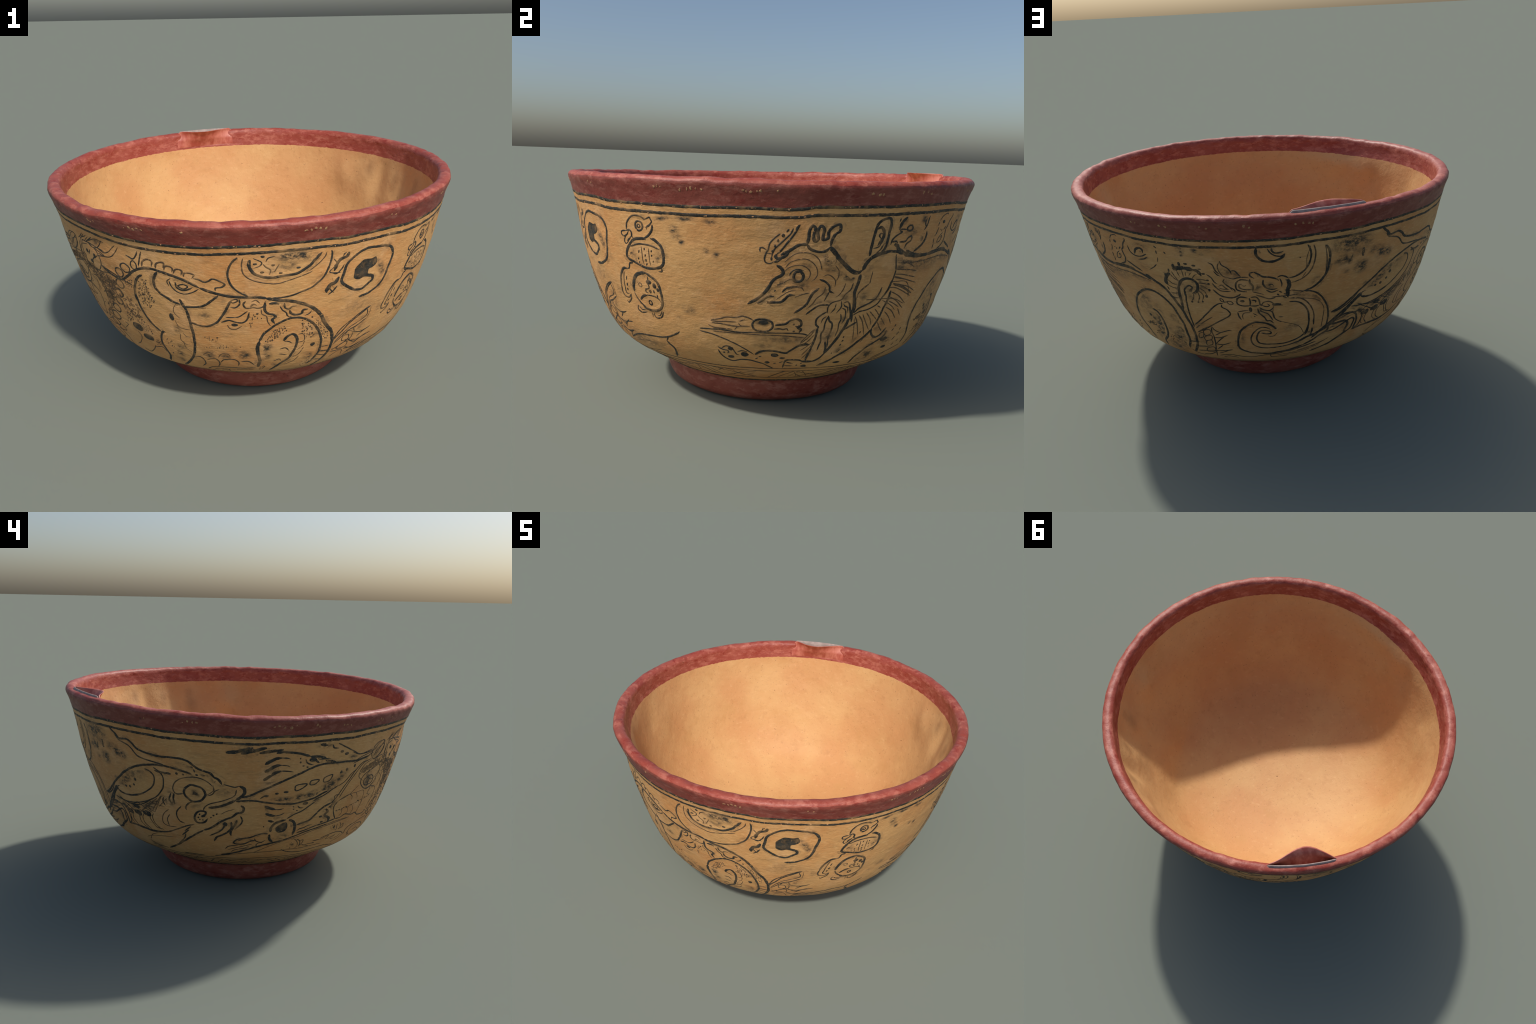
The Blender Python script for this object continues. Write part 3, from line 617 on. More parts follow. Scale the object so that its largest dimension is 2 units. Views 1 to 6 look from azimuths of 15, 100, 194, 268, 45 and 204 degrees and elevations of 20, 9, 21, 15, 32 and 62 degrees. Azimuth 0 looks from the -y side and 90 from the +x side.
MOTIFS["bird_sign"] = [
    ("line", 8, [(68.8, 0.873), (67.8, 0.885), (66.5, 0.888), (64.9, 0.884), (63.6, 0.869), (62.8, 0.850), (62.4, 0.826)]),
    ("line", 7, [(62.3, 0.821), (63.4, 0.826), (64.1, 0.815), (64.0, 0.800), (64.6, 0.793)]),
    ("line", 5, [(68.8, 0.875), (69.7, 0.881), (70.4, 0.885), (70.6, 0.877), (70.9, 0.868), (70.1, 0.855), (69.3, 0.848), (69.1, 0.834)]),
    ("line", 5, [(68.8, 0.843), (69.9, 0.849), (70.7, 0.858)]),
    ("line", 9, [(71.0, 0.856), (70.8, 0.838), (70.2, 0.822), (69.1, 0.806), (67.8, 0.798)]),
    ("ring", 8, [(66.8, 0.846), (1.15, 0.0195)]),
    ("ring", 6, [(66.7, 0.846), (0.46, 0.0068)]),
    ("line", 6, [(62.3, 0.821), (60.6, 0.817), (60.4, 0.804), (61.3, 0.798), (62.8, 0.811)]),
    ("line", 5, [(63.1, 0.822), (62.5, 0.808), (61.6, 0.796), (61.0, 0.776), (61.5, 0.766), (62.9, 0.785), (63.8, 0.802)]),
    ("line", 5, [(62.1, 0.778), (63.2, 0.793)]),
    ("line", 11, [(68.6, 0.796), (67.0, 0.795), (64.7, 0.788), (63.2, 0.772), (61.9, 0.746), (61.1, 0.717), (61.5, 0.704), (63.3, 0.694), (65.4, 0.682), (67.5, 0.674), (69.6, 0.674), (71.7, 0.682), (73.0, 0.699), (73.4, 0.726), (73.3, 0.751), (72.9, 0.771), (72.0, 0.786), (71.0, 0.796), (69.9, 0.799)]),
    ("line", 7, [(63.0, 0.756), (64.5, 0.766), (66.5, 0.772), (69.0, 0.772), (70.9, 0.766), (72.4, 0.758)]),
    ("thin", 4, [(66.8, 0.762), (66.8, 0.736), (66.7, 0.706), (67.0, 0.685)]),
    ("thin", 4, [(69.1, 0.758), (69.0, 0.729), (68.9, 0.705), (69.1, 0.687)]),
    ("line", 6, [(65.9, 0.747), (65.6, 0.734)]),
    ("line", 6, [(67.8, 0.758), (67.6, 0.748)]),
    ("line", 6, [(67.9, 0.732), (67.6, 0.721)]),
    ("line", 6, [(67.8, 0.713), (67.7, 0.700)]),
    ("line", 6, [(70.0, 0.752), (69.8, 0.743)]),
    ("line", 6, [(69.9, 0.733), (69.7, 0.725)]),
    ("line", 6, [(65.4, 0.714), (65.2, 0.706)]),
    ("line", 6, [(68.0, 0.695), (67.6, 0.684)]),
    ("line", 5, [(65.6, 0.699), (65.3, 0.690)]),
    ("line", 5, [(70.2, 0.710), (69.9, 0.701)]),
    ("line", 6, [(72.4, 0.682), (72.3, 0.668), (71.3, 0.665)]),
    ("thin", 8, [(62.5, 0.693), (62.3, 0.679)]),
    ("line", 7, [(62.9, 0.688), (61.6, 0.683), (61.0, 0.662), (59.8, 0.656)]),
    ("line", 10, [(60.1, 0.658), (58.7, 0.656), (57.4, 0.637), (56.2, 0.609), (55.5, 0.573)]),
    ("line", 7, [(55.5, 0.573), (55.2, 0.543), (55.9, 0.525), (57.7, 0.524), (59.1, 0.542)]),
    ("line", 5, [(58.4, 0.640), (57.6, 0.607), (57.1, 0.568), (56.9, 0.542), (58.2, 0.540)]),
    ("line", 6, [(59.2, 0.622), (58.7, 0.604)]),
    ("line", 9, [(58.8, 0.590), (58.3, 0.577)]),
    ("line", 7, [(58.2, 0.566), (57.9, 0.555)]),
    ("line", 7, [(59.0, 0.539), (58.6, 0.520), (56.6, 0.497), (56.2, 0.505)]),
    ("line", 14, [(60.9, 0.558), (61.3, 0.588), (62.1, 0.615), (63.5, 0.637), (65.3, 0.648), (66.9, 0.650)]),
    ("line", 11, [(66.9, 0.650), (68.3, 0.639), (70.0, 0.623), (70.7, 0.603), (70.9, 0.573), (70.9, 0.545), (70.7, 0.522)]),
    ("line", 8, [(60.9, 0.552), (61.7, 0.526), (62.8, 0.508), (64.0, 0.494)]),
    ("blot", 0, [(69.1, 0.601), (0.66, 0.0128)]),
    ("blot", 0, [(67.5, 0.613), (0.80, 0.0100)]),
    ("blot", 0, [(67.3, 0.573), (0.51, 0.0087)]),
    ("blot", 0, [(70.0, 0.584), (0.48, 0.0091)]),
    ("blot", 0, [(68.6, 0.574), (0.27, 0.0072)]),
    ("blot", 0, [(69.5, 0.556), (0.22, 0.0064)]),
    ("line", 6, [(67.2, 0.637), (67.1, 0.620), (66.6, 0.614), (67.2, 0.598), (67.1, 0.587), (65.8, 0.578), (65.8, 0.567), (66.6, 0.564)]),
    ("ring", 4, [(64.0, 0.594), (0.63, 0.0088)]),
    ("line", 10, [(62.7, 0.525), (64.4, 0.547), (66.0, 0.554)]),
    ("line", 6, [(66.0, 0.554), (68.3, 0.553), (69.8, 0.543), (70.3, 0.530)]),
    ("ring", 6, [(66.4, 0.520), (0.54, 0.0097)]),
    ("line", 7, [(50.0, 0.573), (46.5, 0.542), (43.3, 0.506), (41.7, 0.473), (39.4, 0.431)]),
    ("thin", 3, [(50.4, 0.565), (50.5, 0.539), (50.2, 0.508)]),
    ("line", 8, [(50.0, 0.505), (46.9, 0.480), (44.0, 0.465), (43.1, 0.443)]),
    ("line", 11, [(71.0, 0.545), (70.4, 0.515), (69.1, 0.494), (66.6, 0.484), (64.5, 0.489), (62.9, 0.508)]),
    ("line", 6, [(61.0, 0.497), (60.5, 0.478), (61.8, 0.465), (64.1, 0.473)]),
    ("line", 4, [(61.2, 0.494), (62.2, 0.480), (64.1, 0.482)]),
    ("line", 6, [(70.3, 0.489), (69.4, 0.463), (67.8, 0.453), (66.8, 0.460), (66.9, 0.477)]),
    ("line", 4, [(69.9, 0.491), (68.8, 0.468), (67.9, 0.468)]),
    ("line", 4, [(66.2, 0.475), (65.9, 0.454)]),
    ("line", 5, [(48.8, 0.430), (50.9, 0.431), (53.5, 0.445)]),
    ("line", 4, [(50.9, 0.431), (48.6, 0.404)]),
    ("line", 5, [(46.2, 0.390), (49.0, 0.384), (50.9, 0.387), (53.0, 0.403)]),
    ("line", 4, [(50.9, 0.387), (48.6, 0.356)]),
    ("line", 5, [(45.3, 0.345), (47.5, 0.336), (50.6, 0.341), (52.3, 0.350)]),
    ("line", 4, [(50.5, 0.337), (48.0, 0.308)]),
    ("line", 7, [(47.5, 0.299), (53.6, 0.333), (58.0, 0.347), (62.2, 0.353), (66.3, 0.359), (69.6, 0.370), (72.1, 0.386), (74.4, 0.406)]),
    ("line", 10, [(68.4, 0.348), (69.1, 0.330), (70.2, 0.313), (69.9, 0.288), (68.6, 0.264)]),
    ("line", 5, [(69.6, 0.369), (68.3, 0.347)]),
]
MOTIFS["offering_dish"] = [
    ("line", 6, [(81.3, 0.438), (87.0, 0.443), (92.3, 0.437), (95.8, 0.439), (101.0, 0.440), (107.1, 0.440), (109.7, 0.437), (111.6, 0.429)]),
    ("thin", 5, [(85.1, 0.433), (90.5, 0.432), (97.5, 0.430), (104.5, 0.428), (110.8, 0.418)]),
    ("line", 5, [(81.2, 0.427), (84.9, 0.418), (88.5, 0.400), (91.2, 0.382), (93.9, 0.360), (96.5, 0.334)]),
    ("thin", 6, [(84.9, 0.484), (87.2, 0.491), (89.3, 0.501), (91.7, 0.502), (93.4, 0.509), (95.1, 0.504), (96.4, 0.493)]),
    ("line", 5, [(93.4, 0.509), (94.9, 0.505), (96.4, 0.493)]),
    ("thin", 6, [(84.8, 0.479), (87.2, 0.479), (89.3, 0.482), (91.7, 0.482)]),
    ("thin", 6, [(85.1, 0.471), (87.6, 0.470), (90.3, 0.464), (92.3, 0.463)]),
    ("thin", 6, [(84.0, 0.460), (85.6, 0.451), (87.7, 0.449), (90.6, 0.448)]),
    ("thin", 5, [(92.4, 0.477), (93.0, 0.467), (95.4, 0.466)]),
    ("thin", 5, [(91.3, 0.448), (92.0, 0.460), (93.4, 0.464)]),
    ("thin", 5, [(92.7, 0.486), (94.1, 0.496)]),
    ("ring", 8, [(98.8, 0.473), (2.71, 0.0278)]),
    ("blot", 0, [(99.0, 0.486), (1.34, 0.0112)]),
    ("line", 9, [(102.2, 0.476), (104.7, 0.481), (106.1, 0.497), (107.6, 0.504), (108.8, 0.494), (109.1, 0.474), (108.2, 0.468), (109.2, 0.457), (108.8, 0.443)]),
    ("line", 6, [(101.9, 0.458), (103.5, 0.460), (104.3, 0.457), (105.3, 0.461), (105.8, 0.451)]),
    ("blot", 0, [(107.1, 0.480), (0.31, 0.0040)]),
    ("blot", 0, [(107.3, 0.449), (0.35, 0.0040)]),
    ("blot", 0, [(107.8, 0.471), (0.31, 0.0034)]),
    ("line", 5, [(85.9, 0.358), (87.4, 0.348), (88.9, 0.344), (88.6, 0.330)]),
    ("line", 5, [(87.0, 0.354), (88.5, 0.367), (90.1, 0.359), (91.0, 0.337), (91.5, 0.328), (92.2, 0.326)]),
    ("line", 6, [(85.9, 0.345), (86.5, 0.323), (88.0, 0.302), (90.0, 0.292), (92.5, 0.302), (95.3, 0.302), (97.6, 0.293), (99.6, 0.283), (101.3, 0.268), (102.9, 0.255)]),
    ("blot", 0, [(89.7, 0.355), (0.87, 0.0097)]),
    ("blot", 0, [(93.8, 0.331), (1.25, 0.0128)]),
    ("blot", 0, [(89.6, 0.314), (1.11, 0.0077)]),
    ("blot", 0, [(87.6, 0.334), (0.36, 0.0041)]),
    ("blot", 0, [(89.0, 0.337), (0.24, 0.0047)]),
    ("line", 5, [(91.6, 0.341), (92.9, 0.349), (94.6, 0.345)]),
    ("line", 9, [(96.9, 0.334), (98.5, 0.349), (100.6, 0.356), (103.0, 0.354), (105.8, 0.345), (106.7, 0.352), (108.2, 0.370), (109.9, 0.383), (112.1, 0.386)]),
    ("blot", 0, [(102.7, 0.333), (1.23, 0.0107)]),
    ("blot", 0, [(100.6, 0.293), (0.89, 0.0067)]),
    ("blot", 0, [(105.1, 0.318), (0.87, 0.0055)]),
    ("line", 5, [(97.0, 0.310), (97.8, 0.316)]),
    ("line", 5, [(98.0, 0.323), (98.8, 0.326)]),
    ("line", 5, [(104.4, 0.293), (105.5, 0.299)]),
    ("line", 5, [(102.6, 0.287), (103.4, 0.290)]),
    ("line", 7, [(105.8, 0.260), (105.9, 0.282), (106.2, 0.304), (108.0, 0.309), (110.4, 0.306), (112.0, 0.297), (114.5, 0.297), (116.5, 0.315), (118.0, 0.343)]),
    ("line", 5, [(106.3, 0.299), (107.6, 0.291), (108.7, 0.289)]),
    ("line", 5, [(106.2, 0.274), (108.7, 0.273)]),
    ("blot", 0, [(112.4, 0.272), (0.98, 0.0078)]),
    ("blot", 0, [(110.1, 0.277), (0.30, 0.0037)]),
    ("blot", 0, [(111.4, 0.288), (0.25, 0.0035)]),
]
MOTIFS["horned_head"] = [
    ("line", 7, [(106.3, 0.885), (105.7, 0.863), (104.9, 0.841), (103.4, 0.806), (102.4, 0.783), (101.5, 0.770)]),
    ("line", 9, [(106.1, 0.883), (105.5, 0.860)]),
    ("line", 5, [(104.9, 0.870), (104.4, 0.850), (103.3, 0.830), (102.0, 0.808), (100.9, 0.788), (100.5, 0.772), (100.3, 0.752)]),
    ("line", 5, [(102.0, 0.849), (100.8, 0.832), (99.8, 0.812), (99.4, 0.787), (99.0, 0.772), (98.7, 0.752), (98.9, 0.737), (100.0, 0.732), (100.9, 0.740)]),
    ("line", 4, [(99.2, 0.772), (100.3, 0.771)]),
    ("blot", 0, [(102.7, 0.842), (0.40, 0.0078)]),
    ("blot", 0, [(101.6, 0.822), (0.26, 0.0069)]),
    ("blot", 0, [(101.0, 0.800), (0.26, 0.0069)]),
    ("blot", 0, [(100.4, 0.780), (0.23, 0.0050)]),
    ("blot", 0, [(100.3, 0.751), (0.27, 0.0080)]),
    ("line", 7, [(103.9, 0.867), (103.4, 0.855)]),
    ("line", 6, [(97.6, 0.778), (97.5, 0.791), (98.0, 0.794), (98.5, 0.791), (99.1, 0.785)]),
    ("line", 11, [(101.5, 0.770), (101.3, 0.760), (101.9, 0.751), (103.3, 0.761), (104.3, 0.779)]),
    ("line", 11, [(102.4, 0.766), (104.4, 0.784), (106.1, 0.804), (107.5, 0.809), (108.6, 0.807)]),
    ("line", 10, [(108.3, 0.809), (108.6, 0.837), (108.6, 0.861), (109.2, 0.881), (110.0, 0.869), (109.7, 0.849), (109.8, 0.829), (110.3, 0.821), (110.8, 0.832), (110.5, 0.859), (111.2, 0.881), (112.1, 0.866), (111.9, 0.844), (112.0, 0.827), (113.1, 0.834), (113.2, 0.859), (114.0, 0.876), (115.6, 0.886), (115.8, 0.861), (114.7, 0.847), (114.1, 0.824), (113.9, 0.802)]),
    ("line", 10, [(108.3, 0.809), (109.3, 0.790), (111.2, 0.780), (112.8, 0.782), (113.9, 0.800)]),
    ("line", 15, [(113.9, 0.800), (115.2, 0.777), (116.9, 0.748), (118.9, 0.719), (120.7, 0.698), (122.2, 0.693), (123.3, 0.701)]),
    ("line", 13, [(123.3, 0.701), (124.2, 0.729), (125.2, 0.749), (127.0, 0.766), (130.4, 0.773)]),
    ("line", 11, [(101.6, 0.726), (102.6, 0.715), (103.3, 0.698), (102.9, 0.685), (101.6, 0.674), (100.7, 0.658), (100.0, 0.637), (99.1, 0.615), (97.6, 0.591), (96.2, 0.576), (94.8, 0.563)]),
    ("line", 11, [(101.0, 0.738), (101.8, 0.744), (103.0, 0.761)]),
    ("thin", 4, [(103.4, 0.739), (104.8, 0.761), (106.2, 0.774), (108.2, 0.777), (110.0, 0.770), (111.4, 0.752), (112.2, 0.727), (112.6, 0.706)]),
    ("thin", 4, [(103.7, 0.718), (104.8, 0.739), (106.4, 0.749), (108.3, 0.752), (109.9, 0.740), (111.1, 0.719), (111.6, 0.693), (111.2, 0.675), (110.3, 0.662)]),
    ("thin", 4, [(103.4, 0.698), (104.4, 0.716), (105.9, 0.726), (107.4, 0.727), (108.8, 0.717), (109.7, 0.701), (109.7, 0.681), (108.9, 0.663)]),
    ("line", 5, [(104.7, 0.685), (105.4, 0.703), (106.6, 0.711), (108.1, 0.706)]),
    ("ring", 9, [(107.0, 0.681), (1.16, 0.0219)]),
    ("line", 5, [(103.6, 0.657), (104.8, 0.670), (105.7, 0.670)]),
    ("line", 5, [(101.6, 0.627), (101.4, 0.619)]),
    ("line", 8, [(103.3, 0.617), (104.2, 0.633), (105.4, 0.639), (107.0, 0.644)]),
    ("thin", 5, [(104.4, 0.628), (105.9, 0.636), (107.8, 0.639), (108.7, 0.623)]),
    ("thin", 4, [(101.9, 0.585), (103.4, 0.604), (104.9, 0.620), (106.7, 0.626)]),
    ("line", 10, [(99.8, 0.573), (101.3, 0.574), (103.0, 0.576), (104.1, 0.588), (105.1, 0.604), (106.5, 0.607)]),
    ("line", 9, [(97.3, 0.568), (98.7, 0.583), (99.8, 0.597), (101.4, 0.599)]),
    ("line", 5, [(106.6, 0.597), (108.1, 0.607), (109.6, 0.613), (110.2, 0.615)]),
    ("line", 8, [(99.7, 0.578), (100.2, 0.571)]),
    ("line", 9, [(112.5, 0.633), (111.2, 0.615), (110.5, 0.594), (109.8, 0.567), (108.6, 0.548), (106.7, 0.529)]),
    ("thin", 5, [(114.1, 0.638), (113.7, 0.612), (112.2, 0.591), (111.3, 0.567), (109.9, 0.545)]),
    ("line", 8, [(112.3, 0.670), (113.9, 0.659), (115.1, 0.640), (115.4, 0.621), (116.7, 0.611)]),
    ("line", 5, [(115.4, 0.621), (114.8, 0.598), (114.3, 0.579)]),
    ("thin", 4, [(113.2, 0.683), (114.3, 0.688), (115.5, 0.679), (116.5, 0.661), (116.6, 0.637)]),
    ("thin", 4, [(115.8, 0.726), (116.9, 0.705), (117.1, 0.681), (116.7, 0.661)]),
    ("line", 8, [(110.0, 0.523), (111.5, 0.542), (113.2, 0.560), (115.2, 0.562), (116.1, 0.559)]),
    ("thin", 4, [(119.4, 0.651), (119.0, 0.625), (118.2, 0.604), (117.3, 0.594)]),
    ("line", 5, [(121.5, 0.650), (121.1, 0.623), (119.8, 0.603), (119.0, 0.582), (116.5, 0.570), (115.7, 0.551), (115.8, 0.526)]),
    ("line", 12, [(123.0, 0.685), (122.9, 0.654), (122.6, 0.625), (122.4, 0.601), (123.0, 0.573), (123.3, 0.536), (122.9, 0.512)]),
    ("line", 5, [(119.1, 0.576), (119.4, 0.551), (118.4, 0.524)]),
    ("line", 4, [(117.8, 0.566), (117.6, 0.544), (116.7, 0.525)]),
    ("line", 5, [(119.8, 0.567), (121.0, 0.572), (121.9, 0.549), (122.4, 0.520)]),
    ("line", 4, [(120.1, 0.553), (121.1, 0.550), (121.8, 0.521)]),
    ("thin", 5, [(115.7, 0.754), (115.7, 0.736), (115.5, 0.731)]),
    ("line", 9, [(113.8, 0.460), (113.8, 0.431), (113.4, 0.389), (112.9, 0.355), (112.4, 0.318), (112.5, 0.301)]),
    ("line", 7, [(115.6, 0.532), (114.2, 0.519), (113.1, 0.500), (113.2, 0.477), (114.0, 0.465), (113.8, 0.454)]),
    ("line", 7, [(116.2, 0.515), (116.8, 0.492), (117.7, 0.480), (117.9, 0.457), (117.5, 0.416), (118.0, 0.370)]),
    ("line", 6, [(116.1, 0.509), (115.7, 0.481), (115.7, 0.453), (115.2, 0.433), (115.5, 0.400), (115.2, 0.372), (115.1, 0.355)]),
    ("line", 4, [(115.7, 0.512), (114.9, 0.502), (114.5, 0.482)]),
    ("line", 12, [(122.4, 0.498), (122.2, 0.475), (121.6, 0.453), (120.6, 0.419), (119.6, 0.390), (118.4, 0.357), (117.6, 0.338)]),
    ("line", 9, [(116.9, 0.399), (117.6, 0.361), (117.6, 0.338)]),
    ("line", 7, [(117.6, 0.338), (116.7, 0.315), (115.0, 0.299), (112.9, 0.300), (110.9, 0.300)]),
    ("line", 8, [(121.6, 0.566), (122.1, 0.541), (122.8, 0.509), (122.6, 0.486)]),
    ("line", 5, [(119.7, 0.520), (120.1, 0.495), (119.8, 0.478), (119.9, 0.449), (119.5, 0.417)]),
    ("line", 5, [(119.9, 0.562), (120.8, 0.550), (121.6, 0.547)]),
    ("line", 5, [(119.7, 0.546), (120.8, 0.536), (121.2, 0.511), (121.1, 0.494), (120.6, 0.477)]),
    ("line", 10, [(122.4, 0.601), (122.7, 0.573), (123.1, 0.545), (123.0, 0.520), (123.5, 0.480)]),
    ("thin", 4, [(123.4, 0.583), (123.6, 0.608), (125.0, 0.631), (126.4, 0.648), (126.4, 0.659)]),
    ("thin", 4, [(109.6, 0.390), (111.7, 0.420), (113.3, 0.454)]),
    ("thin", 4, [(109.8, 0.378), (111.9, 0.405), (113.4, 0.434)]),
    ("thin", 4, [(109.6, 0.396), (111.4, 0.429), (113.1, 0.457)]),
    ("line", 12, [(109.8, 0.380), (110.8, 0.387), (112.5, 0.386)]),
    ("thin", 4, [(110.0, 0.356), (111.7, 0.377), (113.1, 0.398)]),
    ("thin", 4, [(110.7, 0.333), (111.9, 0.358), (113.2, 0.386)]),
    ("thin", 4, [(111.0, 0.316), (112.3, 0.342), (113.3, 0.370)]),
    ("line", 8, [(123.6, 0.519), (124.8, 0.540), (127.1, 0.554), (129.1, 0.571), (130.1, 0.592), (130.7, 0.624)]),
    ("line", 6, [(123.5, 0.511), (125.1, 0.523), (127.8, 0.531), (130.4, 0.550), (131.7, 0.578), (132.8, 0.610), (133.4, 0.650)]),
    ("line", 10, [(134.1, 0.604), (134.0, 0.569), (133.2, 0.528), (132.5, 0.483), (131.3, 0.439)]),
    ("line", 9, [(131.3, 0.439), (131.7, 0.417), (133.6, 0.395), (135.3, 0.398), (136.5, 0.416), (137.3, 0.433)]),
    ("line", 9, [(125.2, 0.478), (123.6, 0.465), (121.9, 0.447)]),
    ("line", 11, [(131.4, 0.436), (129.8, 0.409), (127.8, 0.385), (125.4, 0.351), (122.8, 0.325), (119.9, 0.294), (117.0, 0.270)]),
    ("thin", 5, [(128.6, 0.380), (129.8, 0.403)]),
    ("thin", 5, [(124.2, 0.507), (125.3, 0.480), (126.2, 0.447), (127.1, 0.410)]),
    ("thin", 5, [(125.4, 0.509), (127.0, 0.481), (128.2, 0.447), (129.0, 0.413)]),
    ("thin", 5, [(126.5, 0.513), (128.1, 0.479), (130.3, 0.435)]),
    ("thin", 5, [(127.7, 0.517), (129.4, 0.489), (130.6, 0.458)]),
    ("thin", 5, [(128.7, 0.521), (130.5, 0.498), (131.9, 0.479)]),
    ("thin", 5, [(130.2, 0.530), (131.6, 0.511), (132.8, 0.492)]),
    ("thin", 5, [(130.8, 0.543), (132.2, 0.533)]),
    ("thin", 5, [(133.3, 0.618), (135.7, 0.614), (138.8, 0.595), (143.2, 0.565)]),
    ("thin", 5, [(134.4, 0.599), (138.1, 0.573), (141.9, 0.534)]),
    ("thin", 5, [(134.3, 0.577), (137.4, 0.555), (141.5, 0.513)]),
    ("thin", 5, [(134.6, 0.557), (137.0, 0.541), (139.5, 0.522)]),
    ("thin", 5, [(134.0, 0.532), (136.9, 0.510), (139.9, 0.469)]),
    ("thin", 5, [(134.1, 0.512), (136.4, 0.485), (138.5, 0.448)]),
    ("thin", 5, [(133.4, 0.485), (134.6, 0.468), (136.0, 0.448)]),
    ("thin", 5, [(132.7, 0.466), (134.2, 0.439), (135.7, 0.418)]),
    ("thin", 5, [(134.2, 0.635), (138.1, 0.618), (143.3, 0.578)]),
    ("thin", 5, [(139.4, 0.516), (141.5, 0.480)]),
    ("thin", 4, [(124.2, 0.496), (124.9, 0.449), (125.7, 0.397)]),
    ("line", 6, [(141.6, 0.438), (141.3, 0.427)]),
    ("line", 6, [(141.3, 0.418), (140.7, 0.407)]),
    ("line", 6, [(145.0, 0.416), (144.5, 0.403)]),
    ("line", 6, [(145.0, 0.393), (144.1, 0.381)]),
    ("line", 6, [(143.7, 0.374), (143.0, 0.357)]),
    ("line", 6, [(146.7, 0.353), (146.4, 0.341)]),
    ("line", 6, [(145.2, 0.338), (144.7, 0.326)]),
    ("line", 6, [(122.5, 0.417), (122.3, 0.408)]),
    ("line", 7, [(122.6, 0.399), (122.2, 0.391)]),
    ("line", 6, [(122.2, 0.381), (122.0, 0.371)]),
    ("line", 5, [(127.6, 0.433), (127.4, 0.423)]),
    ("line", 10, [(137.9, 0.417), (137.7, 0.392), (135.1, 0.370), (132.5, 0.350), (130.6, 0.325), (129.2, 0.299), (128.9, 0.265)]),
    ("blot", 0, [(138.4, 0.375), (1.76, 0.0106)]),
    ("blot", 0, [(140.2, 0.332), (1.17, 0.0080)]),
    ("blot", 0, [(134.5, 0.303), (1.44, 0.0075)]),
    ("blot", 0, [(123.5, 0.282), (1.40, 0.0060)]),
    ("blot", 0, [(112.6, 0.269), (0.99, 0.0070)]),
    ("line", 6, [(120.0, 0.335), (120.3, 0.338)]),
]
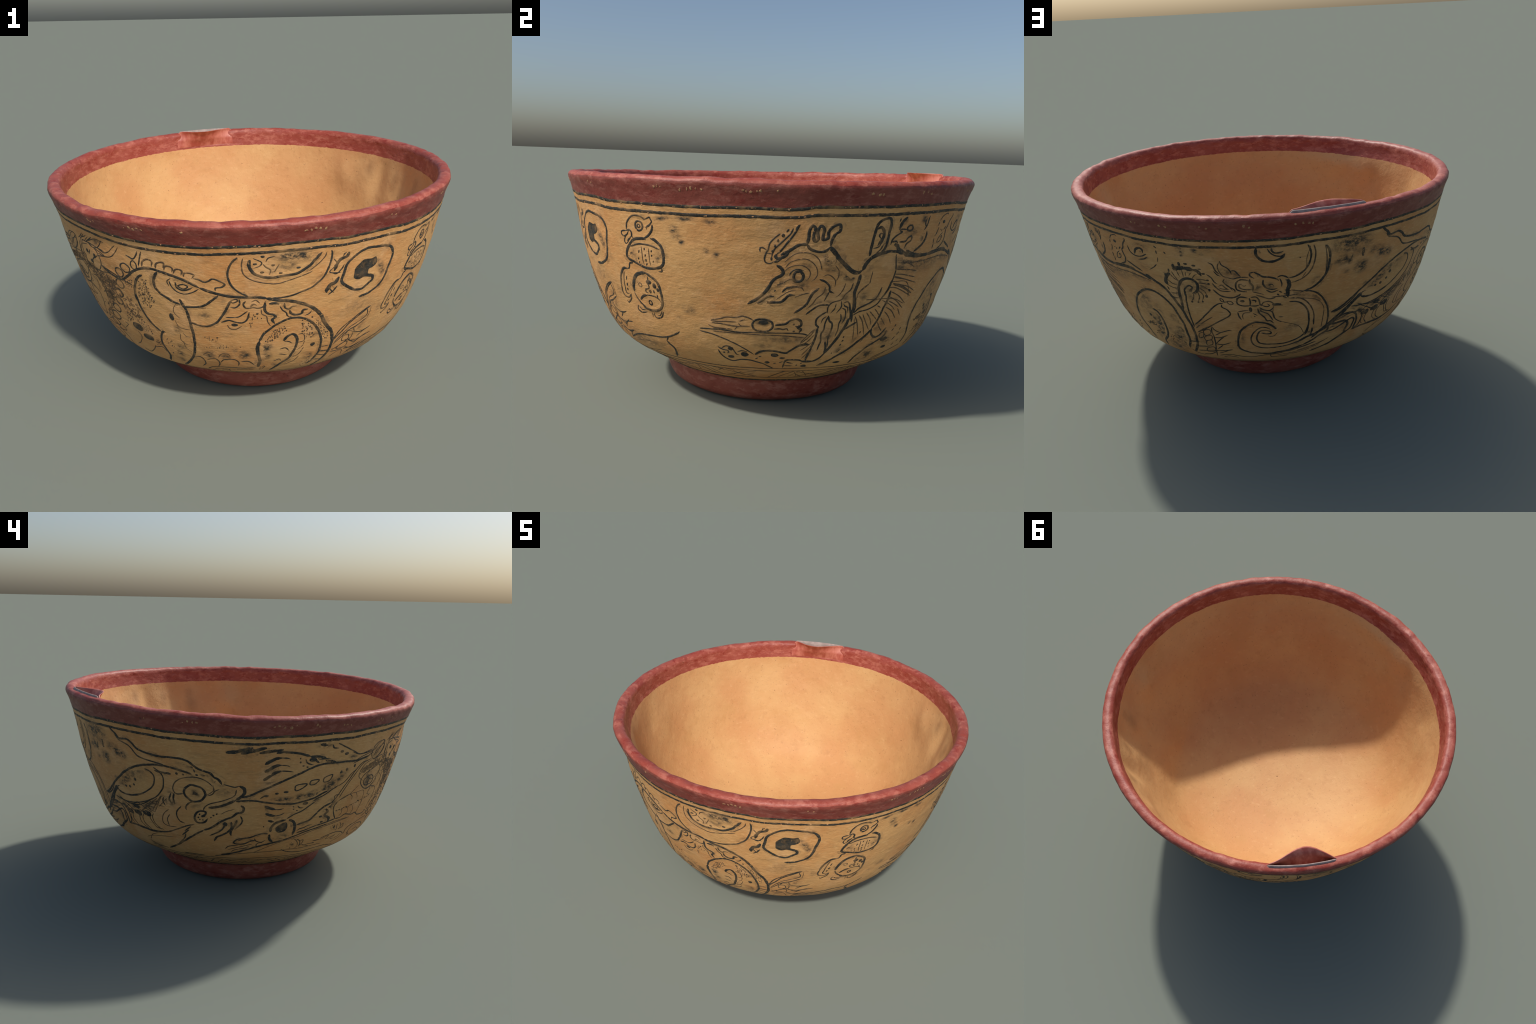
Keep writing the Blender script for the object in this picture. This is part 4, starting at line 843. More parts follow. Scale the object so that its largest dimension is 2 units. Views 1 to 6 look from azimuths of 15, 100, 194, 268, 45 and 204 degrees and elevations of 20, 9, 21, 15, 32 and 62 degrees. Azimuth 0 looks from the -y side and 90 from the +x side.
MOTIFS["jaguar_body"] = [
    ("line", 10, [(124.6, 0.759), (124.6, 0.790), (124.8, 0.828), (125.1, 0.866), (125.6, 0.891), (126.9, 0.905), (128.5, 0.907), (129.1, 0.890), (129.0, 0.846), (128.9, 0.813), (128.6, 0.787), (127.4, 0.765), (125.3, 0.751)]),
    ("line", 11, [(125.4, 0.866), (126.4, 0.873), (127.3, 0.860), (127.6, 0.839), (127.0, 0.819), (126.3, 0.799)]),
    ("line", 7, [(127.4, 0.845), (126.6, 0.848), (126.4, 0.838), (126.9, 0.827)]),
    ("line", 5, [(125.2, 0.789), (126.6, 0.794), (127.4, 0.814), (127.8, 0.829)]),
    ("thin", 7, [(126.2, 0.766), (127.4, 0.786), (128.2, 0.808)]),
    ("line", 11, [(123.4, 0.703), (123.8, 0.726), (125.0, 0.746), (126.5, 0.758), (128.4, 0.769), (130.5, 0.774), (132.7, 0.769), (135.4, 0.757)]),
    ("line", 14, [(135.4, 0.757), (137.9, 0.749), (141.4, 0.743), (144.9, 0.745), (148.9, 0.752), (153.3, 0.755), (155.9, 0.751)]),
    ("line", 5, [(154.1, 0.786), (158.4, 0.756)]),
    ("line", 12, [(133.8, 0.910), (132.8, 0.895), (132.3, 0.880), (132.0, 0.860)]),
    ("line", 8, [(132.1, 0.857), (133.0, 0.851), (132.3, 0.844), (131.0, 0.832), (130.3, 0.817), (130.1, 0.800)]),
    ("line", 8, [(130.3, 0.812), (131.7, 0.813), (132.3, 0.805)]),
    ("line", 14, [(131.3, 0.803), (132.5, 0.795), (133.1, 0.781), (134.4, 0.772)]),
    ("line", 8, [(133.5, 0.783), (135.4, 0.765), (137.2, 0.761), (138.9, 0.761)]),
    ("line", 10, [(138.8, 0.764), (140.9, 0.783), (142.1, 0.803), (142.6, 0.827), (142.4, 0.846)]),
    ("line", 7, [(141.2, 0.852), (142.0, 0.873), (142.2, 0.894), (142.4, 0.910)]),
    ("line", 7, [(141.6, 0.865), (141.0, 0.882), (141.3, 0.900)]),
    ("ring", 7, [(135.5, 0.865), (0.95, 0.0111)]),
    ("line", 7, [(132.8, 0.810), (134.8, 0.811), (135.6, 0.826), (136.7, 0.830), (136.8, 0.814), (135.4, 0.800), (134.9, 0.782)]),
    ("line", 6, [(131.8, 0.906), (131.5, 0.891)]),
    ("line", 6, [(132.2, 0.862), (133.4, 0.861), (134.6, 0.858)]),
    ("line", 6, [(132.7, 0.760), (133.2, 0.731), (133.9, 0.690), (133.8, 0.660), (133.4, 0.628), (132.9, 0.604), (131.9, 0.578)]),
    ("thin", 4, [(126.5, 0.695), (126.4, 0.669), (126.2, 0.645), (124.7, 0.622), (123.5, 0.602), (123.4, 0.580)]),
    ("thin", 4, [(134.1, 0.722), (137.7, 0.717), (141.5, 0.692)]),
    ("thin", 5, [(134.2, 0.695), (138.1, 0.689), (142.5, 0.677)]),
    ("thin", 5, [(134.0, 0.675), (137.4, 0.668), (142.9, 0.648)]),
    ("thin", 5, [(134.1, 0.660), (138.0, 0.648), (141.0, 0.635), (143.9, 0.623)]),
    ("thin", 5, [(134.2, 0.635), (137.3, 0.624), (140.9, 0.610), (144.3, 0.586)]),
    ("thin", 5, [(134.3, 0.632), (138.6, 0.608), (143.2, 0.577)]),
    ("line", 4, [(154.3, 0.447), (153.5, 0.437)]),
    ("line", 4, [(152.9, 0.439), (152.0, 0.426)]),
    ("line", 5, [(150.2, 0.316), (146.0, 0.301), (141.8, 0.289), (138.6, 0.272)]),
    ("line", 4, [(144.4, 0.299), (142.0, 0.277), (138.6, 0.259)]),
    ("line", 11, [(135.8, 0.774), (137.9, 0.759), (141.7, 0.748), (145.9, 0.745), (150.0, 0.750), (153.6, 0.751), (156.3, 0.743), (158.8, 0.733), (161.3, 0.716)]),
    ("thin", 5, [(139.3, 0.718), (144.1, 0.718), (148.2, 0.724), (152.6, 0.726), (156.2, 0.721), (159.5, 0.714), (161.1, 0.707)]),
    ("line", 8, [(154.8, 0.909), (155.1, 0.901), (153.7, 0.876), (153.2, 0.854), (152.5, 0.843), (152.7, 0.819), (152.9, 0.799), (151.9, 0.775), (149.5, 0.760)]),
    ("line", 5, [(147.9, 0.885), (149.0, 0.904), (151.0, 0.914), (151.8, 0.908)]),
    ("line", 5, [(147.7, 0.879), (147.4, 0.863)]),
    ("line", 6, [(147.9, 0.856), (147.6, 0.837), (146.8, 0.819)]),
    ("line", 6, [(146.8, 0.810), (146.9, 0.789)]),
    ("line", 7, [(147.1, 0.787), (147.1, 0.765)]),
    ("blot", 0, [(150.1, 0.878), (0.75, 0.0080)]),
    ("line", 5, [(149.2, 0.848), (149.3, 0.843)]),
    ("line", 5, [(150.1, 0.846), (149.9, 0.836)]),
    ("line", 6, [(152.1, 0.856), (151.1, 0.841)]),
    ("line", 4, [(150.9, 0.831), (149.4, 0.813), (148.9, 0.791), (150.3, 0.793), (151.1, 0.811), (150.6, 0.816), (150.2, 0.805)]),
    ("line", 6, [(155.5, 0.873), (156.0, 0.845), (157.7, 0.830), (159.9, 0.831), (162.1, 0.848)]),
    ("line", 10, [(157.7, 0.839), (158.4, 0.861), (160.0, 0.874), (160.9, 0.868), (160.9, 0.851)]),
    ("line", 5, [(158.7, 0.812), (160.7, 0.820), (162.2, 0.834)]),
    ("line", 7, [(153.4, 0.789), (155.2, 0.775), (157.1, 0.763), (158.8, 0.751)]),
    ("line", 5, [(165.3, 0.896), (166.1, 0.886)]),
    ("line", 6, [(165.7, 0.874), (165.7, 0.857)]),
    ("thin", 5, [(165.8, 0.840), (165.4, 0.816)]),
    ("line", 5, [(164.8, 0.803), (163.5, 0.785), (161.8, 0.769)]),
    ("thin", 4, [(134.9, 0.625), (139.0, 0.610), (142.4, 0.575)]),
    ("thin", 4, [(132.8, 0.643), (139.5, 0.632), (142.5, 0.561)]),
    ("thin", 4, [(126.5, 0.574), (135.8, 0.566), (141.3, 0.534)]),
    ("thin", 4, [(132.0, 0.565), (135.7, 0.538), (138.3, 0.511)]),
    ("thin", 4, [(133.7, 0.667), (137.8, 0.650), (143.2, 0.625)]),
    ("line", 5, [(168.2, 0.873), (168.6, 0.862)]),
    ("line", 12, [(159.7, 0.739), (162.9, 0.712), (165.3, 0.684), (167.0, 0.651), (168.4, 0.609), (169.6, 0.570), (170.3, 0.523), (171.1, 0.480), (171.5, 0.443), (171.3, 0.399), (170.2, 0.352), (168.0, 0.304)]),
    ("line", 11, [(170.5, 0.707), (170.1, 0.665), (170.1, 0.621), (169.9, 0.574)]),
    ("line", 11, [(170.4, 0.700), (171.2, 0.725), (172.5, 0.744), (173.9, 0.749), (175.3, 0.742), (176.2, 0.727), (176.2, 0.703), (175.5, 0.682), (174.2, 0.673)]),
    ("line", 7, [(172.0, 0.686), (172.0, 0.656), (171.7, 0.624), (171.6, 0.581), (171.5, 0.541), (171.7, 0.504), (171.9, 0.479)]),
    ("line", 7, [(171.8, 0.655), (172.0, 0.686), (172.7, 0.701), (173.8, 0.713), (174.6, 0.701), (173.4, 0.686)]),
    ("line", 20, [(169.8, 0.789), (171.9, 0.799), (174.1, 0.798), (175.9, 0.795)]),
    ("line", 14, [(175.9, 0.795), (177.1, 0.789), (178.0, 0.767)]),
    ("line", 15, [(168.5, 0.769), (167.3, 0.750), (166.6, 0.722), (167.1, 0.703)]),
    ("blot", 0, [(170.1, 0.807), (0.48, 0.0111)]),
    ("blot", 0, [(172.0, 0.819), (0.47, 0.0097)]),
    ("blot", 0, [(173.9, 0.822), (0.64, 0.0058)]),
    ("blot", 0, [(176.2, 0.816), (0.62, 0.0051)]),
    ("blot", 0, [(177.7, 0.800), (0.54, 0.0035)]),
    ("blot", 0, [(178.6, 0.778), (0.61, 0.0045)]),
    ("blot", 0, [(179.5, 0.746), (0.43, 0.0046)]),
    ("blot", 0, [(179.6, 0.727), (0.36, 0.0066)]),
    ("blot", 0, [(179.5, 0.695), (0.37, 0.0074)]),
    ("blot", 0, [(178.3, 0.662), (0.46, 0.0090)]),
    ("blot", 0, [(176.8, 0.631), (0.28, 0.0056)]),
    ("blot", 0, [(175.4, 0.627), (0.32, 0.0050)]),
    ("blot", 0, [(173.5, 0.626), (0.37, 0.0043)]),
    ("blot", 0, [(168.4, 0.781), (0.29, 0.0093)]),
    ("blot", 0, [(167.0, 0.756), (0.35, 0.0102)]),
    ("line", 5, [(166.6, 0.695), (167.0, 0.677)]),
    ("thin", 5, [(168.6, 0.762), (169.5, 0.745), (170.9, 0.731)]),
    ("thin", 5, [(169.2, 0.777), (169.9, 0.755), (170.8, 0.734)]),
    ("thin", 5, [(167.3, 0.733), (168.7, 0.716), (170.2, 0.710)]),
    ("thin", 5, [(167.1, 0.703), (168.7, 0.693), (170.1, 0.693)]),
    ("thin", 5, [(167.5, 0.663), (168.8, 0.664), (169.8, 0.668)]),
    ("thin", 5, [(167.6, 0.646), (168.5, 0.638), (169.5, 0.643)]),
    ("thin", 5, [(170.9, 0.786), (171.1, 0.771), (171.5, 0.755)]),
    ("thin", 5, [(172.5, 0.789), (172.6, 0.767), (172.6, 0.754)]),
    ("thin", 5, [(173.6, 0.788), (173.3, 0.761)]),
    ("thin", 5, [(175.0, 0.780), (174.3, 0.763)]),
    ("thin", 5, [(176.3, 0.746), (178.1, 0.748), (179.4, 0.743)]),
    ("thin", 5, [(176.3, 0.730), (177.9, 0.729), (179.5, 0.724)]),
    ("thin", 5, [(176.9, 0.718), (178.3, 0.709), (179.4, 0.697)]),
    ("thin", 5, [(176.7, 0.704), (177.9, 0.689), (178.4, 0.669)]),
    ("thin", 5, [(176.4, 0.690), (177.4, 0.664), (176.8, 0.636)]),
    ("thin", 5, [(175.9, 0.683), (176.1, 0.656), (175.5, 0.631)]),
    ("thin", 5, [(174.6, 0.671), (174.2, 0.646), (173.3, 0.627)]),
    ("thin", 5, [(175.0, 0.748), (176.0, 0.768), (176.8, 0.773)]),
    ("line", 11, [(150.0, 0.324), (149.9, 0.376), (148.7, 0.415), (147.8, 0.458), (148.5, 0.512), (150.3, 0.562), (152.6, 0.605), (156.1, 0.640), (158.6, 0.653), (161.0, 0.651), (163.1, 0.637), (164.9, 0.614), (166.5, 0.579), (167.5, 0.531), (168.4, 0.485), (168.5, 0.435), (168.4, 0.386), (166.6, 0.330)]),
    ("line", 11, [(157.2, 0.542), (158.8, 0.531), (159.8, 0.501), (160.3, 0.461), (160.0, 0.417), (158.6, 0.377), (156.1, 0.342), (154.9, 0.300)]),
    ("blot", 0, [(156.0, 0.478), (0.70, 0.0081)]),
    ("blot", 0, [(154.8, 0.495), (0.51, 0.0081)]),
    ("dots18", 7, [(150.7, 0.434), (155.0, 0.458), (155.8, 0.438), (154.1, 0.426)]),
    ("dots10", 5, [(154.0, 0.393), (156.6, 0.410), (155.1, 0.382), (152.9, 0.370)]),
    ("dots10", 5, [(160.9, 0.400), (162.5, 0.398), (160.7, 0.356), (159.9, 0.366)]),
    ("line", 6, [(168.0, 0.382), (170.1, 0.387), (172.1, 0.392)]),
    ("thin", 4, [(168.0, 0.354), (169.6, 0.359)]),
    ("line", 6, [(170.5, 0.355), (172.6, 0.359), (175.3, 0.365)]),
    ("line", 6, [(172.4, 0.495), (174.7, 0.526), (177.6, 0.571), (179.7, 0.605), (181.4, 0.624), (182.8, 0.627)]),
    ("line", 6, [(182.3, 0.621), (182.3, 0.607), (183.6, 0.594), (184.4, 0.577), (184.2, 0.563), (182.5, 0.543), (179.9, 0.519), (176.8, 0.488), (174.3, 0.465), (172.5, 0.450)]),
    ("thin", 5, [(172.3, 0.472), (174.5, 0.503), (176.8, 0.529), (178.8, 0.549)]),
    ("thin", 5, [(172.5, 0.450), (175.7, 0.483), (177.9, 0.494)]),
    ("line", 5, [(177.9, 0.494), (178.5, 0.476), (180.2, 0.463), (182.4, 0.473), (184.0, 0.478)]),
    ("line", 5, [(178.5, 0.444), (180.4, 0.460)]),
    ("line", 6, [(178.1, 0.429), (179.8, 0.430), (181.4, 0.439), (182.7, 0.450)]),
    ("line", 5, [(177.8, 0.388), (179.9, 0.420), (181.4, 0.438)]),
    ("line", 5, [(177.9, 0.388), (180.3, 0.386), (183.1, 0.403)]),
    ("line", 5, [(178.0, 0.354), (180.3, 0.384)]),
    ("line", 5, [(170.0, 0.322), (175.3, 0.336), (180.1, 0.343), (183.1, 0.354)]),
    ("line", 4, [(177.8, 0.319), (181.5, 0.345)]),
    ("line", 6, [(177.7, 0.490), (177.5, 0.459), (177.8, 0.437), (177.8, 0.409), (177.6, 0.379), (177.0, 0.337), (176.3, 0.292)]),
    ("loop", 4, [(174.7, 0.462), (176.8, 0.473), (176.9, 0.451), (175.0, 0.435)]),
    ("loop", 4, [(174.6, 0.427), (177.0, 0.439), (176.8, 0.415), (174.6, 0.403)]),
    ("loop", 4, [(174.8, 0.399), (176.7, 0.407), (176.5, 0.381), (174.5, 0.373)]),
    ("loop", 4, [(174.0, 0.349), (176.8, 0.363), (176.4, 0.331), (173.6, 0.324)]),
    ("loop", 4, [(172.9, 0.443), (174.3, 0.450), (174.1, 0.426), (172.6, 0.418)]),
    ("line", 5, [(171.3, 0.294), (174.2, 0.304), (176.8, 0.327)]),
    ("line", 4, [(167.2, 0.317), (169.1, 0.297), (171.4, 0.288)]),
]
MOTIFS["dragon_head"] = [
    ("line", 10, [(193.1, 0.903), (193.1, 0.872), (194.2, 0.847), (195.9, 0.837), (197.9, 0.838), (199.7, 0.852), (200.4, 0.870)]),
    ("line", 8, [(197.0, 0.902), (197.1, 0.887), (197.9, 0.876), (199.2, 0.878), (200.0, 0.883)]),
    ("line", 6, [(200.3, 0.870), (199.4, 0.859), (197.9, 0.863), (196.7, 0.878), (195.9, 0.900)]),
    ("line", 7, [(206.2, 0.902), (206.9, 0.879), (207.2, 0.847), (206.8, 0.814), (205.9, 0.785), (204.3, 0.763), (202.8, 0.753), (201.4, 0.750)]),
    ("thin", 6, [(207.8, 0.898), (208.3, 0.869), (208.3, 0.829), (207.7, 0.790), (206.6, 0.761), (204.9, 0.740), (203.2, 0.729), (201.8, 0.726)]),
    ("line", 9, [(211.1, 0.890), (212.0, 0.866), (212.4, 0.834), (212.3, 0.797), (211.8, 0.757), (210.6, 0.725), (209.1, 0.700), (207.5, 0.684), (205.7, 0.675)]),
    ("thin", 6, [(202.0, 0.687), (203.9, 0.679), (205.7, 0.674)]),
    ("line", 8, [(205.7, 0.675), (208.0, 0.667), (209.9, 0.648), (211.6, 0.615), (213.0, 0.572), (213.7, 0.526), (213.7, 0.479), (213.2, 0.435)]),
    ("thin", 6, [(202.0, 0.646), (204.4, 0.640), (206.5, 0.616), (208.1, 0.580), (209.1, 0.535), (209.3, 0.479)]),
    ("line", 7, [(201.5, 0.627), (203.7, 0.621), (205.6, 0.601), (207.1, 0.562), (207.6, 0.524), (207.7, 0.483), (207.4, 0.447), (206.7, 0.422)]),
    ("line", 6, [(209.0, 0.461), (208.8, 0.427)]),
    ("line", 5, [(180.4, 0.836), (181.5, 0.825), (182.1, 0.797), (183.0, 0.778)]),
    ("line", 5, [(181.6, 0.793), (182.5, 0.775), (183.3, 0.769)]),
    ("line", 5, [(183.5, 0.844), (183.9, 0.826), (185.3, 0.810), (186.0, 0.795), (186.3, 0.779)]),
    ("thin", 5, [(183.3, 0.838), (182.8, 0.816), (183.1, 0.791), (184.0, 0.769), (185.1, 0.763)]),
    ("line", 5, [(186.1, 0.796), (187.2, 0.796), (188.1, 0.779), (188.7, 0.766)]),
    ("line", 5, [(185.1, 0.763), (186.6, 0.757), (188.0, 0.763), (189.7, 0.765), (190.7, 0.763)]),
    ("line", 4, [(184.2, 0.756), (183.8, 0.740), (185.0, 0.721), (186.1, 0.698)]),
    ("line", 5, [(183.6, 0.743), (184.8, 0.721), (186.6, 0.701), (186.7, 0.688)]),
    ("line", 5, [(179.5, 0.776), (180.6, 0.761), (181.3, 0.739), (182.1, 0.729)]),
    ("line", 6, [(180.7, 0.732), (181.6, 0.709), (183.0, 0.694), (185.5, 0.693)]),
    ("line", 5, [(182.3, 0.717), (183.3, 0.724), (184.1, 0.711), (184.9, 0.703)]),
    ("line", 5, [(182.3, 0.710), (183.3, 0.704), (185.1, 0.703)]),
    ("line", 7, [(180.6, 0.699), (182.1, 0.673), (183.8, 0.662), (185.8, 0.659), (187.5, 0.671), (188.2, 0.681)]),
    ("line", 6, [(192.2, 0.789), (191.2, 0.784), (191.1, 0.771), (192.2, 0.758)]),
    ("line", 8, [(192.2, 0.789), (193.6, 0.776), (194.6, 0.765), (196.4, 0.760), (198.1, 0.749), (198.6, 0.741)]),
    ("line", 7, [(188.0, 0.750), (187.2, 0.734), (187.2, 0.705), (188.3, 0.695), (190.0, 0.691)]),
    ("line", 6, [(187.8, 0.747), (188.8, 0.753), (190.7, 0.748)]),
    ("line", 6, [(188.9, 0.731), (188.0, 0.727), (188.2, 0.711), (189.4, 0.703), (191.6, 0.702)]),
    ("line", 8, [(191.0, 0.755), (191.0, 0.739), (191.7, 0.719), (191.6, 0.693)]),
    ("line", 4, [(188.7, 0.724), (189.5, 0.721), (189.9, 0.727)]),
    ("line", 7, [(194.5, 0.750), (194.5, 0.727), (195.3, 0.707), (196.8, 0.698), (198.2, 0.701)]),
    ("line", 6, [(195.2, 0.697), (196.6, 0.684), (198.5, 0.693)]),
    ("line", 4, [(195.8, 0.722), (196.8, 0.724), (197.3, 0.714)]),
    ("line", 6, [(198.3, 0.758), (199.3, 0.764), (200.4, 0.758), (201.3, 0.747)]),
    ("line", 5, [(198.9, 0.751), (199.4, 0.727), (199.4, 0.708)]),
    ("line", 14, [(201.1, 0.744), (201.4, 0.714), (201.0, 0.685), (201.1, 0.652)]),
    ("line", 6, [(200.4, 0.742), (201.8, 0.733)]),
    ("line", 6, [(200.2, 0.690), (202.0, 0.683)]),
    ("line", 6, [(199.9, 0.671), (201.1, 0.665)]),
    ("line", 6, [(199.7, 0.657), (200.8, 0.650)]),
    ("line", 6, [(198.7, 0.686), (199.5, 0.678)]),
    ("line", 7, [(198.1, 0.673), (198.7, 0.664)]),
    ("thin", 5, [(191.6, 0.690), (192.8, 0.684), (194.5, 0.674)]),
    ("line", 6, [(192.4, 0.674), (194.3, 0.661), (195.8, 0.651), (197.2, 0.653), (197.8, 0.659)]),
    ("line", 8, [(187.1, 0.644), (187.0, 0.654), (188.1, 0.664), (190.0, 0.659)]),
    ("line", 6, [(186.8, 0.648), (187.0, 0.627), (188.2, 0.617), (190.0, 0.616), (190.7, 0.619)]),
    ("line", 6, [(190.4, 0.659), (190.6, 0.637), (190.4, 0.616)]),
    ("line", 6, [(190.9, 0.662), (192.2, 0.663), (193.0, 0.649), (193.3, 0.625), (193.6, 0.614)]),
    ("line", 6, [(190.5, 0.616), (192.0, 0.615), (193.2, 0.621)]),
    ("line", 7, [(191.0, 0.647), (192.1, 0.643), (192.1, 0.634)]),
    ("blot", 0, [(188.4, 0.642), (0.71, 0.0068)]),
    ("loop", 4, [(182.1, 0.653), (182.8, 0.650), (183.1, 0.636), (182.4, 0.639)]),
    ("loop", 4, [(184.0, 0.637), (185.1, 0.639), (185.7, 0.627), (184.8, 0.622)]),
    ("line", 4, [(183.0, 0.633), (184.0, 0.637)]),
    ("line", 6, [(193.6, 0.617), (194.4, 0.634), (196.0, 0.636), (197.4, 0.620), (199.7, 0.611)]),
    ("blot", 0, [(197.9, 0.618), (1.43, 0.0069)]),
    ("line", 5, [(193.8, 0.617), (195.2, 0.609), (195.9, 0.615), (195.2, 0.626)]),
    ("line", 5, [(193.0, 0.608), (194.2, 0.593), (196.0, 0.589), (197.2, 0.607)]),
    ("line", 5, [(186.9, 0.585), (188.4, 0.589), (189.9, 0.592)]),
    ("line", 6, [(186.7, 0.582), (186.9, 0.560), (187.5, 0.539)]),
    ("line", 4, [(190.3, 0.579), (188.7, 0.578), (188.0, 0.564), (188.1, 0.542)]),
    ("blot", 0, [(190.5, 0.595), (0.54, 0.0140)]),
    ("line", 4, [(191.1, 0.574), (192.3, 0.562)]),
    ("line", 6, [(192.5, 0.601), (192.9, 0.576), (194.3, 0.550), (195.0, 0.531), (195.9, 0.530), (197.0, 0.514)]),
    ("line", 5, [(195.3, 0.588), (196.4, 0.583), (196.9, 0.565), (197.4, 0.539), (199.1, 0.518)]),
    ("line", 5, [(193.1, 0.590), (194.2, 0.579), (195.3, 0.570), (196.1, 0.551), (196.8, 0.529)]),
    ("blot", 0, [(191.5, 0.558), (0.26, 0.0022)]),
    ("line", 4, [(198.4, 0.548), (199.7, 0.546)]),
    ("blot", 0, [(204.3, 0.844), (0.20, 0.0028)]),
    ("line", 9, [(197.6, 0.479), (196.7, 0.497), (195.0, 0.514), (193.1, 0.523), (191.2, 0.523), (189.1, 0.507), (187.1, 0.481), (186.0, 0.447), (185.5, 0.411), (185.4, 0.378), (186.5, 0.356), (188.9, 0.338), (191.9, 0.329), (195.3, 0.325), (197.9, 0.331), (202.2, 0.342), (206.5, 0.362)]),
    ("line", 6, [(195.9, 0.480), (194.5, 0.491), (193.0, 0.492), (191.4, 0.476), (190.2, 0.451), (189.7, 0.420), (190.3, 0.391), (192.1, 0.373), (194.6, 0.366), (197.5, 0.366), (200.9, 0.373), (204.2, 0.386), (206.9, 0.403), (208.6, 0.425), (209.3, 0.454)]),
    ("line", 7, [(193.1, 0.462), (194.8, 0.455), (196.0, 0.457), (195.6, 0.469), (194.1, 0.476), (192.7, 0.472), (191.9, 0.454), (191.5, 0.427), (192.2, 0.402), (194.2, 0.392), (196.9, 0.389), (200.0, 0.389), (203.1, 0.401), (205.5, 0.419), (207.0, 0.446), (207.6, 0.482), (207.6, 0.518), (207.3, 0.548)]),
    ("thin", 5, [(198.0, 0.458), (197.0, 0.441), (195.8, 0.438), (195.0, 0.443)]),
    ("line", 7, [(209.3, 0.477), (209.1, 0.514)]),
    ("line", 9, [(206.5, 0.362), (209.0, 0.379), (211.8, 0.406), (214.3, 0.429), (214.1, 0.467)]),
    ("line", 4, [(177.4, 0.299), (181.3, 0.315), (185.0, 0.305), (189.0, 0.301), (193.5, 0.312), (197.9, 0.320), (202.3, 0.338), (206.6, 0.352), (210.9, 0.368)]),
    ("line", 4, [(178.8, 0.290), (181.0, 0.301), (184.3, 0.293)]),
    ("line", 4, [(195.5, 0.317), (195.9, 0.296), (198.0, 0.295), (201.4, 0.292)]),
    ("line", 4, [(196.8, 0.330), (202.3, 0.333), (206.6, 0.348), (210.5, 0.365)]),
    ("thin", 4, [(198.0, 0.307), (204.6, 0.320), (211.2, 0.345), (215.4, 0.375)]),
    ("thin", 4, [(200.2, 0.301), (206.9, 0.317), (212.3, 0.344)]),
    ("thin", 4, [(204.6, 0.326), (210.0, 0.345), (214.3, 0.367)]),
    ("line", 5, [(190.4, 0.503), (190.8, 0.505)]),
]
